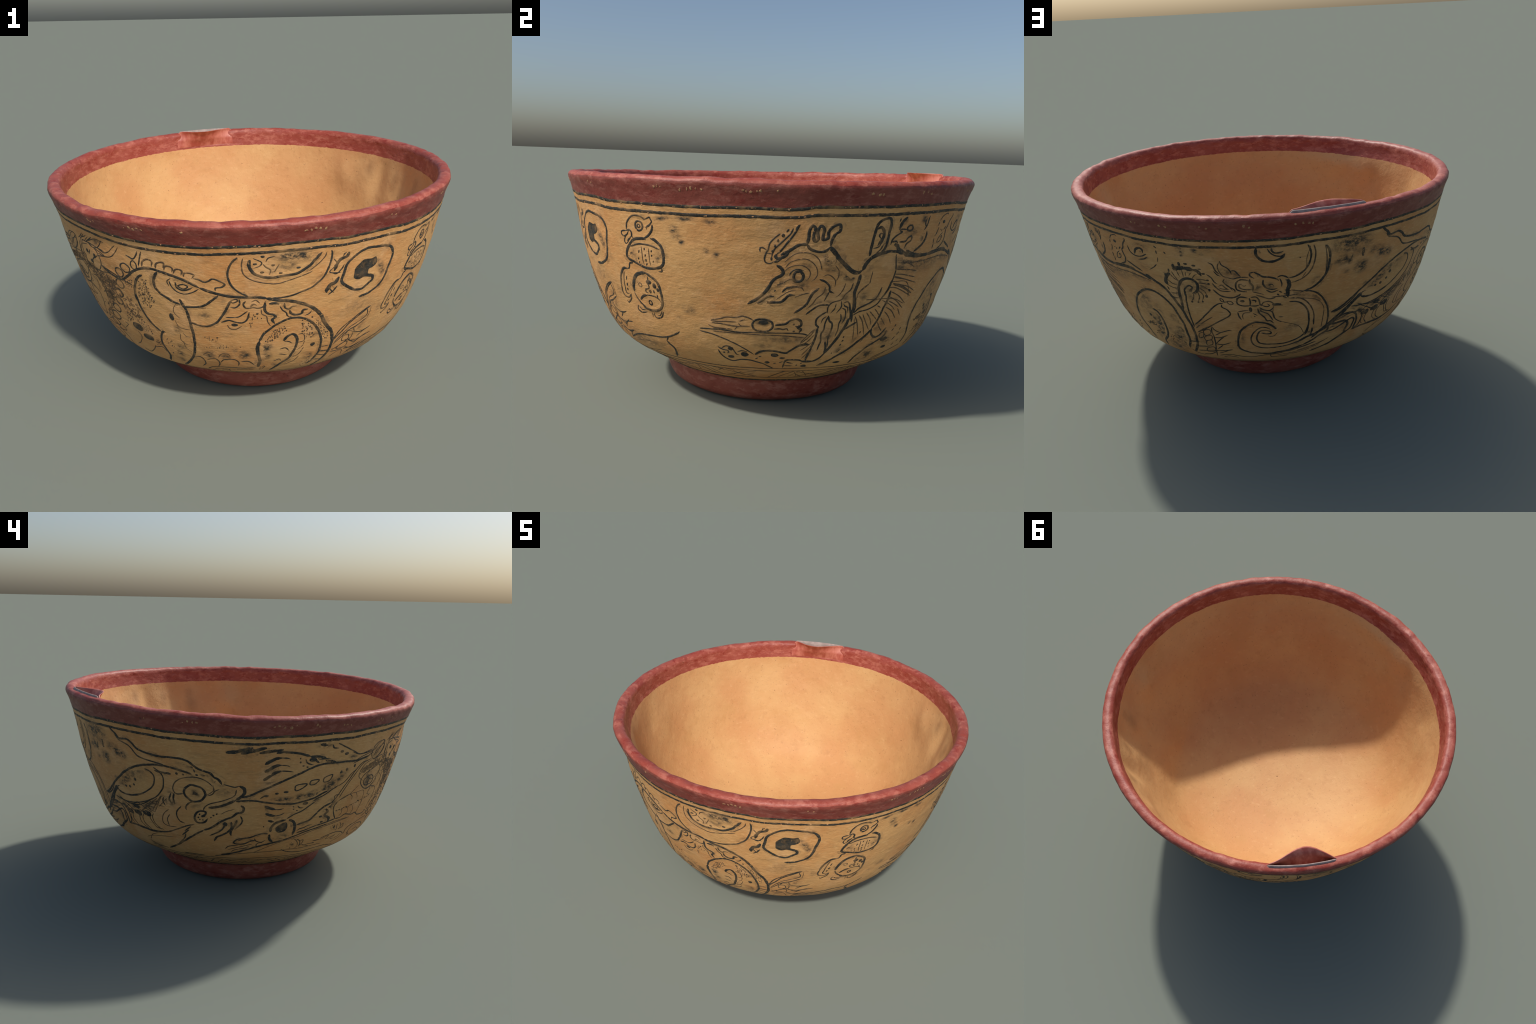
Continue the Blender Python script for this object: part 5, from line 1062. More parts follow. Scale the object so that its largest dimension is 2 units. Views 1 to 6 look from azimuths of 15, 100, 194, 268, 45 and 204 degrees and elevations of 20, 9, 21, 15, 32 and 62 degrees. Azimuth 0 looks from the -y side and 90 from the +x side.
MOTIFS["crested_fish"] = [
    ("blot", 0, [(222.5, 0.804), (0.34, 0.0039)]),
    ("blot", 0, [(218.4, 0.790), (0.36, 0.0052)]),
    ("line", 12, [(204.8, 0.388), (207.4, 0.409), (210.3, 0.424), (212.8, 0.438), (215.2, 0.463), (217.2, 0.485), (219.1, 0.515), (220.7, 0.544), (222.8, 0.575), (224.6, 0.595)]),
    ("line", 7, [(215.6, 0.530), (217.8, 0.541), (219.8, 0.559), (221.7, 0.586), (223.5, 0.620), (225.3, 0.644), (226.5, 0.659)]),
    ("line", 9, [(213.2, 0.417), (216.1, 0.421), (218.2, 0.435), (220.1, 0.450), (222.6, 0.466), (223.7, 0.456), (223.6, 0.434), (223.2, 0.404), (221.5, 0.384), (218.9, 0.363), (216.0, 0.337), (212.7, 0.318), (209.4, 0.302)]),
    ("line", 6, [(216.9, 0.472), (219.6, 0.490), (222.5, 0.499), (225.3, 0.493), (226.6, 0.469), (226.6, 0.430), (225.8, 0.403), (223.7, 0.389)]),
    ("line", 7, [(224.0, 0.387), (227.1, 0.396), (230.5, 0.397), (235.5, 0.391), (239.7, 0.393), (244.3, 0.408)]),
    ("thin", 3, [(231.4, 0.331), (235.4, 0.354), (239.6, 0.365), (244.6, 0.374)]),
    ("line", 4, [(229.8, 0.401), (228.4, 0.429), (228.3, 0.448), (229.0, 0.467)]),
    ("line", 4, [(236.0, 0.397), (233.8, 0.422), (233.4, 0.455), (234.5, 0.483)]),
    ("line", 4, [(240.6, 0.408), (238.5, 0.441), (238.1, 0.474), (239.0, 0.499)]),
    ("line", 4, [(244.3, 0.444), (244.2, 0.483), (245.5, 0.513)]),
    ("blot", 0, [(228.5, 0.474), (0.92, 0.0169)]),
    ("blot", 0, [(232.2, 0.479), (1.37, 0.0183)]),
    ("blot", 0, [(236.4, 0.489), (1.59, 0.0181)]),
    ("line", 5, [(224.6, 0.577), (224.5, 0.599), (225.8, 0.607)]),
    ("line", 6, [(224.8, 0.580), (227.4, 0.571), (230.5, 0.574), (233.6, 0.587), (237.1, 0.604)]),
    ("line", 5, [(223.8, 0.541), (227.6, 0.523), (231.6, 0.524), (235.1, 0.539), (238.7, 0.570)]),
    ("line", 4, [(223.8, 0.541), (227.3, 0.510), (231.0, 0.480)]),
    ("line", 4, [(229.4, 0.525), (235.0, 0.488)]),
    ("line", 4, [(232.6, 0.545), (238.6, 0.501)]),
    ("line", 4, [(227.3, 0.525), (229.7, 0.523), (232.8, 0.537)]),
    ("line", 10, [(227.7, 0.922), (230.0, 0.893), (231.3, 0.874), (234.2, 0.879), (236.0, 0.865), (237.4, 0.843), (239.3, 0.832), (242.1, 0.824), (245.3, 0.820), (248.7, 0.823), (251.6, 0.823), (253.8, 0.815), (255.3, 0.798), (256.7, 0.781), (258.5, 0.771), (260.1, 0.764), (261.5, 0.737)]),
    ("line", 7, [(229.6, 0.888), (230.9, 0.866), (232.4, 0.858), (234.3, 0.849), (235.6, 0.835), (236.8, 0.812), (238.0, 0.800), (241.1, 0.790), (243.9, 0.785), (246.2, 0.782)]),
    ("line", 10, [(214.6, 0.530), (218.4, 0.558), (223.0, 0.615), (227.1, 0.661), (231.2, 0.706), (235.0, 0.738), (238.5, 0.758), (242.0, 0.770), (245.3, 0.776), (248.2, 0.772), (250.9, 0.764), (253.2, 0.756), (254.7, 0.749)]),
    ("line", 7, [(239.4, 0.742), (241.2, 0.733), (242.3, 0.713), (242.2, 0.686), (241.0, 0.652), (238.3, 0.620), (235.3, 0.594), (232.1, 0.576), (228.5, 0.569), (225.6, 0.572), (224.0, 0.587)]),
    ("line", 6, [(242.6, 0.757), (244.4, 0.742), (245.4, 0.718), (245.4, 0.688), (244.7, 0.652), (242.6, 0.612), (240.0, 0.583), (236.7, 0.559), (232.7, 0.539), (228.4, 0.529), (224.3, 0.531), (221.4, 0.538)]),
    ("thin", 14, [(242.9, 0.744), (245.0, 0.738), (247.5, 0.738)]),
    ("line", 12, [(246.7, 0.739), (248.3, 0.738)]),
    ("blot", 0, [(250.1, 0.744), (0.44, 0.0067)]),
    ("blot", 0, [(252.1, 0.743), (0.39, 0.0053)]),
    ("blot", 0, [(256.2, 0.748), (0.49, 0.0046)]),
    ("line", 6, [(255.5, 0.776), (255.6, 0.760)]),
    ("blot", 0, [(234.5, 0.671), (0.57, 0.0094)]),
    ("blot", 0, [(229.4, 0.619), (0.47, 0.0068)]),
    ("blot", 0, [(231.4, 0.623), (0.57, 0.0075)]),
    ("blot", 0, [(233.5, 0.640), (0.47, 0.0066)]),
    ("line", 12, [(224.1, 0.602), (221.0, 0.558), (217.2, 0.506), (212.6, 0.446), (209.0, 0.397)]),
    ("ring", 9, [(255.0, 0.649), (3.30, 0.0434)]),
    ("blot", 0, [(255.2, 0.649), (0.60, 0.0076)]),
    ("line", 5, [(251.4, 0.641), (249.0, 0.636), (248.2, 0.661), (249.1, 0.694), (251.0, 0.718), (253.6, 0.732), (256.1, 0.735), (258.3, 0.725), (259.9, 0.708), (260.6, 0.696)]),
    ("thin", 4, [(260.8, 0.703), (260.7, 0.672), (258.3, 0.641)]),
    ("line", 6, [(251.8, 0.552), (251.6, 0.568), (252.8, 0.592), (254.5, 0.603)]),
    ("line", 7, [(247.3, 0.632), (246.3, 0.598), (247.5, 0.573)]),
    ("line", 7, [(248.2, 0.634), (247.8, 0.602), (248.0, 0.574)]),
    ("thin", 4, [(243.4, 0.607), (241.4, 0.566), (239.0, 0.516)]),
    ("thin", 4, [(241.8, 0.592), (237.3, 0.535), (233.7, 0.498)]),
    ("thin", 4, [(228.4, 0.518), (225.5, 0.481)]),
    ("thin", 4, [(234.8, 0.545), (237.9, 0.537), (240.9, 0.532)]),
    ("thin", 4, [(238.7, 0.565), (241.9, 0.554), (244.1, 0.553)]),
    ("thin", 4, [(230.7, 0.523), (234.0, 0.509)]),
    ("thin", 3, [(207.0, 0.896), (206.1, 0.841), (205.8, 0.788), (202.5, 0.752)]),
    ("line", 4, [(210.9, 0.891), (211.5, 0.838), (211.6, 0.784), (211.1, 0.741), (208.7, 0.697), (204.4, 0.667)]),
    ("thin", 3, [(206.0, 0.771), (204.9, 0.743)]),
    ("thin", 4, [(201.1, 0.647), (209.1, 0.621), (211.9, 0.571), (212.1, 0.507), (211.9, 0.454)]),
    ("thin", 3, [(196.9, 0.613), (197.3, 0.540), (204.4, 0.485), (206.5, 0.430)]),
    ("line", 4, [(203.8, 0.661), (196.6, 0.659)]),
    ("line", 5, [(219.1, 0.820), (218.4, 0.787)]),
    ("thin", 14, [(222.4, 0.843), (222.3, 0.804)]),
    ("line", 10, [(217.9, 0.496), (221.2, 0.503), (223.5, 0.490), (224.6, 0.458), (224.7, 0.421), (224.3, 0.392)]),
    ("line", 12, [(215.4, 0.457), (219.9, 0.461), (221.5, 0.437), (220.8, 0.397), (221.1, 0.386), (217.5, 0.350), (215.1, 0.323)]),
    ("line", 7, [(224.1, 0.387), (228.4, 0.393), (232.2, 0.389), (235.7, 0.384), (239.6, 0.390), (243.3, 0.404), (246.7, 0.427), (250.1, 0.453), (253.7, 0.474)]),
    ("thin", 4, [(227.5, 0.458), (227.0, 0.422), (228.1, 0.404)]),
    ("thin", 5, [(232.2, 0.476), (231.8, 0.437), (232.9, 0.411), (235.1, 0.394)]),
    ("thin", 5, [(237.6, 0.499), (236.9, 0.467), (237.7, 0.440), (238.8, 0.417), (241.7, 0.412)]),
    ("thin", 5, [(245.5, 0.541), (243.4, 0.513), (242.3, 0.480), (242.4, 0.451), (244.0, 0.441), (247.0, 0.443)]),
    ("line", 6, [(250.1, 0.569), (248.4, 0.538), (248.0, 0.511), (248.7, 0.483), (250.4, 0.473)]),
    ("blot", 0, [(227.0, 0.475), (1.03, 0.0134)]),
    ("blot", 0, [(231.3, 0.480), (1.38, 0.0138)]),
    ("blot", 0, [(235.4, 0.488), (1.35, 0.0127)]),
    ("blot", 0, [(232.0, 0.514), (1.53, 0.0096)]),
    ("thin", 4, [(227.8, 0.511), (230.0, 0.486), (233.8, 0.493)]),
    ("thin", 4, [(228.0, 0.486), (226.2, 0.494), (223.7, 0.495)]),
    ("thin", 4, [(233.4, 0.488), (237.5, 0.535), (242.1, 0.595)]),
    ("thin", 4, [(236.1, 0.544), (238.2, 0.515), (240.2, 0.511)]),
    ("thin", 4, [(243.7, 0.610), (241.3, 0.547), (240.0, 0.514)]),
    ("thin", 4, [(245.6, 0.602), (242.0, 0.545)]),
    ("line", 8, [(244.5, 0.606), (244.0, 0.583), (244.6, 0.560)]),
    ("line", 8, [(247.3, 0.634), (246.5, 0.604), (247.1, 0.574)]),
    ("line", 8, [(248.4, 0.636), (247.9, 0.608), (248.2, 0.577)]),
    ("thin", 4, [(232.6, 0.320), (235.2, 0.360), (238.5, 0.382)]),
    ("thin", 5, [(231.9, 0.313), (234.3, 0.290), (239.5, 0.282)]),
    ("line", 11, [(261.1, 0.745), (262.5, 0.733), (263.4, 0.708)]),
    ("line", 6, [(263.9, 0.710), (265.6, 0.703), (267.2, 0.698), (268.5, 0.706)]),
    ("line", 14, [(268.5, 0.706), (269.8, 0.693), (269.9, 0.669), (268.7, 0.644), (267.2, 0.626)]),
    ("line", 12, [(267.2, 0.626), (264.9, 0.606), (262.0, 0.587), (259.0, 0.577)]),
    ("line", 5, [(267.6, 0.685), (267.2, 0.657), (265.9, 0.639), (263.0, 0.618), (259.5, 0.600), (257.8, 0.579), (257.3, 0.560)]),
    ("line", 5, [(262.6, 0.682), (261.3, 0.671), (260.4, 0.653), (258.9, 0.642)]),
    ("line", 5, [(261.0, 0.688), (260.9, 0.664)]),
    ("line", 5, [(251.7, 0.556), (251.9, 0.575), (253.4, 0.596)]),
    ("line", 9, [(257.7, 0.528), (256.6, 0.525), (257.8, 0.539), (257.8, 0.554), (256.0, 0.554), (254.7, 0.537), (254.1, 0.511), (254.7, 0.489), (256.2, 0.487), (257.5, 0.496), (258.4, 0.515)]),
    ("blot", 0, [(255.9, 0.536), (0.29, 0.0052)]),
    ("blot", 0, [(255.4, 0.517), (0.30, 0.0052)]),
    ("blot", 0, [(255.8, 0.506), (0.26, 0.0038)]),
    ("blot", 0, [(256.8, 0.505), (0.30, 0.0038)]),
    ("line", 6, [(259.3, 0.520), (259.7, 0.526)]),
    ("line", 9, [(260.2, 0.532), (260.6, 0.540)]),
    ("line", 8, [(261.3, 0.541), (261.6, 0.552)]),
    ("thin", 4, [(262.8, 0.547), (264.4, 0.563), (267.0, 0.578)]),
    ("line", 10, [(268.9, 0.600), (269.7, 0.585), (269.3, 0.563), (267.8, 0.556), (266.4, 0.535), (264.3, 0.519), (262.3, 0.501), (260.5, 0.477), (258.3, 0.454), (256.5, 0.444)]),
    ("line", 9, [(256.5, 0.442), (253.6, 0.414), (249.4, 0.368), (245.4, 0.327), (240.3, 0.285)]),
    ("line", 6, [(252.4, 0.459), (249.8, 0.425)]),
    ("line", 7, [(251.5, 0.437), (248.5, 0.398)]),
    ("line", 6, [(250.1, 0.410), (249.1, 0.380), (245.6, 0.331)]),
    ("blot", 0, [(263.9, 0.490), (0.86, 0.0129)]),
    ("line", 8, [(263.9, 0.488), (263.0, 0.460), (261.0, 0.435), (258.5, 0.415)]),
    ("line", 9, [(265.9, 0.505), (265.9, 0.471), (264.6, 0.443), (262.4, 0.421), (260.8, 0.407), (259.8, 0.381)]),
    ("line", 10, [(267.7, 0.517), (267.3, 0.495), (266.3, 0.467), (265.6, 0.440), (265.7, 0.420)]),
    ("line", 7, [(268.8, 0.540), (269.4, 0.514), (268.6, 0.488), (267.1, 0.464)]),
    ("line", 8, [(246.0, 0.265), (250.3, 0.268), (254.6, 0.268)]),
]
MOTIFS["slender_fish"] = [
    ("line", 10, [(269.2, 0.642), (271.7, 0.657), (274.3, 0.678), (277.2, 0.702), (279.4, 0.720), (281.4, 0.736), (283.8, 0.754), (286.6, 0.774), (289.0, 0.793), (291.8, 0.806), (294.7, 0.812), (298.2, 0.811), (301.9, 0.809), (306.0, 0.807), (309.1, 0.813), (311.9, 0.821)]),
    ("line", 9, [(267.4, 0.621), (270.3, 0.627), (273.3, 0.626), (276.4, 0.618), (280.0, 0.610), (283.7, 0.605), (286.1, 0.607), (289.3, 0.617), (292.0, 0.628), (294.6, 0.647), (296.8, 0.660)]),
    ("line", 9, [(291.7, 0.818), (288.7, 0.852)]),
    ("line", 16, [(264.7, 0.873), (267.4, 0.878), (269.7, 0.888), (272.0, 0.902)]),
    ("line", 16, [(268.8, 0.870), (271.4, 0.882), (273.4, 0.891), (275.8, 0.901)]),
    ("line", 14, [(273.8, 0.874), (276.6, 0.884), (278.6, 0.889), (280.4, 0.893)]),
    ("line", 11, [(278.5, 0.875), (280.5, 0.881), (283.2, 0.877), (285.9, 0.870), (288.7, 0.855)]),
    ("line", 12, [(288.7, 0.855), (291.4, 0.851), (294.0, 0.838)]),
    ("line", 9, [(293.7, 0.827), (295.9, 0.823), (297.9, 0.813)]),
    ("line", 8, [(291.0, 0.841), (295.4, 0.834)]),
    ("line", 14, [(275.5, 0.819), (276.9, 0.835), (278.5, 0.848), (280.2, 0.852)]),
    ("line", 6, [(280.2, 0.852), (281.7, 0.850), (282.7, 0.845)]),
    ("line", 14, [(275.5, 0.780), (277.2, 0.798), (278.8, 0.813), (280.2, 0.815)]),
    ("line", 6, [(280.2, 0.815), (281.9, 0.812), (282.7, 0.806)]),
    ("line", 14, [(275.3, 0.737), (277.0, 0.759), (278.6, 0.777), (280.2, 0.786)]),
    ("line", 6, [(280.2, 0.786), (282.0, 0.784), (283.8, 0.779)]),
    ("line", 14, [(276.1, 0.597), (277.9, 0.585), (279.6, 0.577)]),
    ("line", 5, [(279.6, 0.577), (281.0, 0.576), (282.2, 0.582)]),
    ("line", 14, [(276.5, 0.556), (278.4, 0.544), (279.8, 0.541)]),
    ("line", 5, [(279.8, 0.541), (281.6, 0.545), (282.6, 0.556)]),
    ("line", 12, [(277.5, 0.513), (279.6, 0.505)]),
    ("blot", 0, [(276.3, 0.478), (0.21, 0.0039)]),
    ("blot", 0, [(289.6, 0.837), (1.42, 0.0118)]),
    ("line", 6, [(287.2, 0.842), (287.7, 0.825), (288.8, 0.815), (289.9, 0.810)]),
    ("line", 6, [(285.5, 0.843), (285.6, 0.851)]),
    ("blot", 0, [(285.7, 0.827), (0.31, 0.0052)]),
    ("blot", 0, [(286.7, 0.808), (0.36, 0.0040)]),
    ("blot", 0, [(288.0, 0.801), (0.36, 0.0040)]),
    ("thin", 7, [(287.8, 0.822), (289.1, 0.811)]),
    ("line", 8, [(274.6, 0.640), (275.9, 0.654), (277.2, 0.657)]),
    ("blot", 0, [(276.3, 0.652), (0.86, 0.0056)]),
    ("blot", 0, [(279.5, 0.666), (0.66, 0.0063)]),
    ("blot", 0, [(282.3, 0.673), (0.83, 0.0063)]),
    ("loop", 6, [(285.1, 0.680), (285.1, 0.704), (286.5, 0.711), (288.7, 0.710), (287.5, 0.691), (285.9, 0.679)]),
    ("loop", 6, [(289.8, 0.705), (290.0, 0.726), (292.6, 0.727), (291.5, 0.706)]),
    ("loop", 6, [(294.4, 0.712), (294.5, 0.736), (297.1, 0.748), (296.4, 0.718)]),
    ("blot", 0, [(300.4, 0.754), (0.52, 0.0094)]),
    ("blot", 0, [(302.5, 0.765), (0.49, 0.0094)]),
    ("blot", 0, [(305.5, 0.779), (0.48, 0.0095)]),
    ("line", 8, [(283.8, 0.520), (285.7, 0.540), (288.4, 0.559), (290.8, 0.585), (292.8, 0.607)]),
    ("line", 7, [(292.2, 0.619), (294.8, 0.632), (297.8, 0.658), (300.4, 0.681)]),
    ("line", 4.0, [(300.5, 0.677), (303.0, 0.700), (304.6, 0.731), (306.4, 0.755)]),
    ("blot", 0, [(289.2, 0.602), (1.01, 0.0097)]),
    ("line", 6, [(286.7, 0.591), (287.5, 0.579), (288.8, 0.577)]),
    ("blot", 0, [(285.3, 0.588), (0.30, 0.0033)]),
    ("blot", 0, [(285.5, 0.573), (0.30, 0.0034)]),
    ("blot", 0, [(286.7, 0.564), (0.31, 0.0030)]),
    ("line", 5.9, [(297.3, 0.911), (300.5, 0.886), (303.7, 0.861), (306.8, 0.839), (311.5, 0.841)]),
    ("line", 7, [(295.4, 0.907), (296.0, 0.890), (297.7, 0.886)]),
    ("line", 14, [(291.2, 0.911), (293.7, 0.906)]),
    ("blot", 0, [(299.1, 0.867), (0.68, 0.0074)]),
    ("blot", 0, [(301.1, 0.852), (0.82, 0.0082)]),
]
MOTIFS["offering_vessel"] = [
    ("line", 5.3, [(312.5, 0.795), (309.0, 0.787), (306.3, 0.748), (304.6, 0.703), (302.7, 0.660), (301.1, 0.617), (299.3, 0.584)]),
    ("line", 10, [(299.3, 0.584), (296.7, 0.568), (295.1, 0.549), (293.5, 0.522), (292.0, 0.498), (290.0, 0.487), (287.6, 0.476)]),
    ("line", 12, [(297.6, 0.551), (298.7, 0.532), (297.7, 0.515), (299.9, 0.490), (299.9, 0.462)]),
    ("blot", 0, [(296.2, 0.508), (0.70, 0.0066)]),
    ("blot", 0, [(297.2, 0.473), (0.68, 0.0059)]),
    ("line", 6, [(288.1, 0.439), (289.1, 0.449), (290.7, 0.454), (292.0, 0.463), (293.5, 0.465)]),
    ("line", 5, [(300.0, 0.605), (300.2, 0.623), (302.0, 0.625)]),
    ("line", 8, [(288.2, 0.426), (291.7, 0.439), (295.2, 0.455), (299.0, 0.464), (303.1, 0.476)]),
    ("thin", 4, [(289.6, 0.420), (295.5, 0.438), (303.5, 0.458), (310.7, 0.461)]),
    ("line", 5.9, [(303.1, 0.476), (301.5, 0.516), (300.9, 0.557), (302.0, 0.584)]),
    ("line", 3.3, [(302.0, 0.584), (304.5, 0.603), (306.7, 0.612), (308.4, 0.595), (308.6, 0.575)]),
    ("thin", 3.0, [(306.7, 0.612), (309.9, 0.613), (311.4, 0.585)]),
    ("thin", 3.0, [(309.9, 0.613), (313.8, 0.614), (315.0, 0.591), (315.1, 0.532)]),
    ("line", 5.9, [(303.1, 0.476), (305.5, 0.475), (307.4, 0.489), (311.8, 0.473), (313.5, 0.478), (316.0, 0.456), (319.9, 0.452), (320.5, 0.470)]),
    ("thin", 3.0, [(304.6, 0.487), (305.5, 0.511), (304.6, 0.534)]),
    ("thin", 3.0, [(306.9, 0.483), (308.6, 0.504), (307.8, 0.531)]),
    ("thin", 3.0, [(310.5, 0.478), (311.4, 0.506), (310.1, 0.535)]),
    ("thin", 3.0, [(314.2, 0.472), (315.0, 0.512), (315.5, 0.554)]),
    ("dots30", 7, [(302.1, 0.528), (307.6, 0.540), (314.1, 0.559), (319.7, 0.569), (320.1, 0.562), (314.3, 0.553), (307.8, 0.533), (302.6, 0.521)]),
    ("line", 13, [(278.8, 0.444), (278.8, 0.467), (279.9, 0.494), (281.7, 0.507), (283.6, 0.513)]),
    ("line", 13, [(284.5, 0.512), (286.2, 0.498), (287.0, 0.473), (287.1, 0.441), (286.8, 0.414)]),
    ("fill", 0, [(280.5, 0.450), (280.3, 0.466), (281.9, 0.488), (283.8, 0.497), (284.4, 0.473), (284.0, 0.450), (282.6, 0.438), (281.2, 0.439)]),
    ("line", 13, [(278.5, 0.428), (278.8, 0.398), (280.1, 0.376)]),
    ("line", 8, [(278.0, 0.432), (276.1, 0.435), (274.0, 0.426), (271.9, 0.412), (269.3, 0.406), (267.6, 0.397), (266.5, 0.377), (267.6, 0.369), (270.2, 0.372), (272.4, 0.389), (274.1, 0.393)]),
    ("line", 5, [(267.8, 0.389), (269.7, 0.402)]),
    ("line", 5, [(273.6, 0.406), (274.1, 0.389), (276.0, 0.379), (277.4, 0.391)]),
    ("line", 5, [(276.4, 0.377), (274.9, 0.373), (274.3, 0.358), (275.5, 0.349)]),
    ("line", 5, [(263.4, 0.333), (264.8, 0.352), (268.0, 0.359)]),
    ("thin", 5, [(264.3, 0.327), (267.8, 0.345), (270.7, 0.359), (272.9, 0.368)]),
    ("thin", 5, [(265.4, 0.310), (266.6, 0.326), (270.0, 0.341), (272.0, 0.355)]),
    ("thin", 5, [(269.4, 0.332), (272.1, 0.346)]),
    ("line", 10, [(261.6, 0.286), (266.5, 0.304), (270.1, 0.325), (273.5, 0.343), (276.8, 0.359), (280.1, 0.371), (283.4, 0.384)]),
    ("line", 6, [(258.9, 0.272), (262.8, 0.284), (266.5, 0.301)]),
    ("line", 8, [(283.4, 0.384), (286.8, 0.400), (291.2, 0.424), (296.1, 0.440), (299.9, 0.453)]),
    ("thin", 4, [(273.7, 0.307), (279.2, 0.350), (284.6, 0.382), (289.2, 0.399), (295.0, 0.427), (302.9, 0.448), (310.8, 0.460)]),
    ("thin", 4, [(261.5, 0.277), (268.9, 0.299), (276.1, 0.308), (282.1, 0.310), (285.9, 0.311)]),
    ("thin", 4, [(287.0, 0.382), (288.0, 0.385), (289.7, 0.359), (290.1, 0.330), (289.2, 0.313)]),
    ("line", 5, [(289.0, 0.382), (290.6, 0.365), (291.0, 0.337), (290.8, 0.323)]),
    ("blot", 0, [(287.9, 0.347), (0.79, 0.0067)]),
    ("dots10", 5, [(285.7, 0.331), (287.4, 0.364), (289.2, 0.337), (288.2, 0.310)]),
    ("line", 4, [(290.6, 0.365), (291.8, 0.371), (291.9, 0.353), (291.1, 0.332)]),
    ("line", 5, [(284.0, 0.317), (286.1, 0.300), (289.2, 0.287), (293.6, 0.282), (299.2, 0.291), (304.1, 0.293), (310.7, 0.270)]),
    ("thin", 4, [(285.8, 0.316), (289.8, 0.311), (295.2, 0.315), (301.1, 0.319)]),
    ("thin", 4, [(292.6, 0.328), (294.6, 0.334), (297.4, 0.334), (295.8, 0.342)]),
    ("thin", 4, [(291.7, 0.340), (296.2, 0.312)]),
    ("line", 5, [(296.4, 0.349), (299.8, 0.352)]),
    ("line", 4.0, [(299.6, 0.357), (302.2, 0.370), (306.2, 0.377), (309.3, 0.369), (312.4, 0.343)]),
    ("thin", 3.0, [(300.0, 0.347), (303.3, 0.366), (302.7, 0.342), (307.0, 0.356), (305.2, 0.336), (308.8, 0.336), (310.1, 0.353)]),
    ("thin", 3.0, [(306.8, 0.306), (309.9, 0.317), (312.1, 0.344)]),
    ("line", 4.6, [(312.7, 0.342), (312.3, 0.370), (314.0, 0.393), (317.6, 0.399)]),
    ("line", 4.0, [(316.8, 0.309), (315.1, 0.358), (317.1, 0.384), (321.9, 0.380), (325.0, 0.356), (323.3, 0.324), (318.7, 0.305)]),
    ("line", 3.0, [(318.4, 0.343), (321.0, 0.349), (323.5, 0.328), (321.5, 0.319)]),
    ("line", 3.3, [(313.7, 0.390), (319.5, 0.407), (324.6, 0.414)]),
    ("line", 3.0, [(306.5, 0.443), (307.9, 0.414), (307.4, 0.390)]),
    ("line", 3.0, [(305.5, 0.435), (306.2, 0.394)]),
    ("line", 3.0, [(307.9, 0.414), (308.8, 0.427), (309.3, 0.404), (307.6, 0.393)]),
    ("dots12", 5, [(302.0, 0.426), (303.9, 0.436), (306.2, 0.394), (303.7, 0.391)]),
    ("blot", 0, [(304.4, 0.418), (0.50, 0.0103)]),
    ("blot", 0, [(276.3, 0.479), (0.19, 0.0035)]),
    ("line", 3, [(283.4, 0.497), (283.6, 0.497)]),
    ("line", 4.6, [(313.2, 0.850), (314.0, 0.868), (316.4, 0.883), (319.5, 0.880), (319.7, 0.853), (318.1, 0.816), (314.6, 0.792), (312.8, 0.826), (313.6, 0.849)]),
    ("line", 3.3, [(319.4, 0.866), (315.6, 0.840), (314.2, 0.806)]),
    ("line", 4.0, [(312.7, 0.851), (309.7, 0.843), (306.6, 0.838), (303.3, 0.857)]),
    ("line", 4.0, [(313.0, 0.838), (308.6, 0.825), (305.4, 0.808)]),
    ("line", 4.0, [(313.5, 0.800), (309.5, 0.781), (307.4, 0.744), (305.5, 0.702), (303.5, 0.650), (302.1, 0.605)]),
    ("line", 4.0, [(313.7, 0.790), (310.5, 0.774), (308.8, 0.732), (309.1, 0.705), (311.4, 0.680)]),
    ("loop", 4.6, [(311.0, 0.663), (310.9, 0.695), (312.7, 0.720), (316.3, 0.735), (319.5, 0.747), (321.4, 0.713), (320.8, 0.675), (318.6, 0.633), (314.5, 0.622)]),
    ("loop", 5.9, [(313.1, 0.652), (312.6, 0.681), (315.7, 0.697), (317.8, 0.681), (318.0, 0.649), (314.8, 0.642)]),
    ("cells50", 15, [(309.4, 0.721), (310.2, 0.754), (314.6, 0.775), (319.1, 0.757), (313.8, 0.743), (310.9, 0.726)]),
    ("thin", 3.3, [(320.1, 0.677), (320.8, 0.647), (318.4, 0.624), (321.3, 0.608)]),
    ("line", 3.3, [(322.9, 0.694), (325.6, 0.694), (328.8, 0.654), (325.9, 0.609)]),
    ("thin", 3.0, [(331.4, 0.643), (330.4, 0.590), (328.1, 0.547)]),
    ("thin", 3.0, [(324.5, 0.689), (325.3, 0.621)]),
    ("cells90", 17, [(320.5, 0.748), (324.7, 0.764), (333.2, 0.711), (342.2, 0.608), (341.2, 0.524), (328.0, 0.600), (326.3, 0.682)]),
    ("thin", 3.3, [(303.1, 0.589), (306.8, 0.614), (310.4, 0.656)]),
    ("line", 3.3, [(325.2, 0.569), (326.1, 0.517), (325.7, 0.475), (323.7, 0.449), (320.0, 0.470)]),
    ("line", 3.0, [(317.8, 0.626), (322.0, 0.606), (322.9, 0.574), (321.9, 0.506)]),
    ("thin", 3.0, [(320.9, 0.476), (321.8, 0.521), (324.2, 0.549)]),
    ("line", 4.0, [(323.2, 0.783), (321.5, 0.810), (322.7, 0.848), (326.4, 0.863)]),
    ("line", 5.9, [(325.9, 0.813), (327.1, 0.839)]),
    ("line", 5.9, [(326.7, 0.766), (327.5, 0.795), (330.4, 0.820)]),
    ("line", 3.3, [(325.5, 0.748), (329.9, 0.742), (334.1, 0.753)]),
    ("line", 8, [(332.5, 0.773), (342.4, 0.722)]),
    ("line", 4.6, [(324.6, 0.872), (327.6, 0.872), (334.0, 0.856)]),
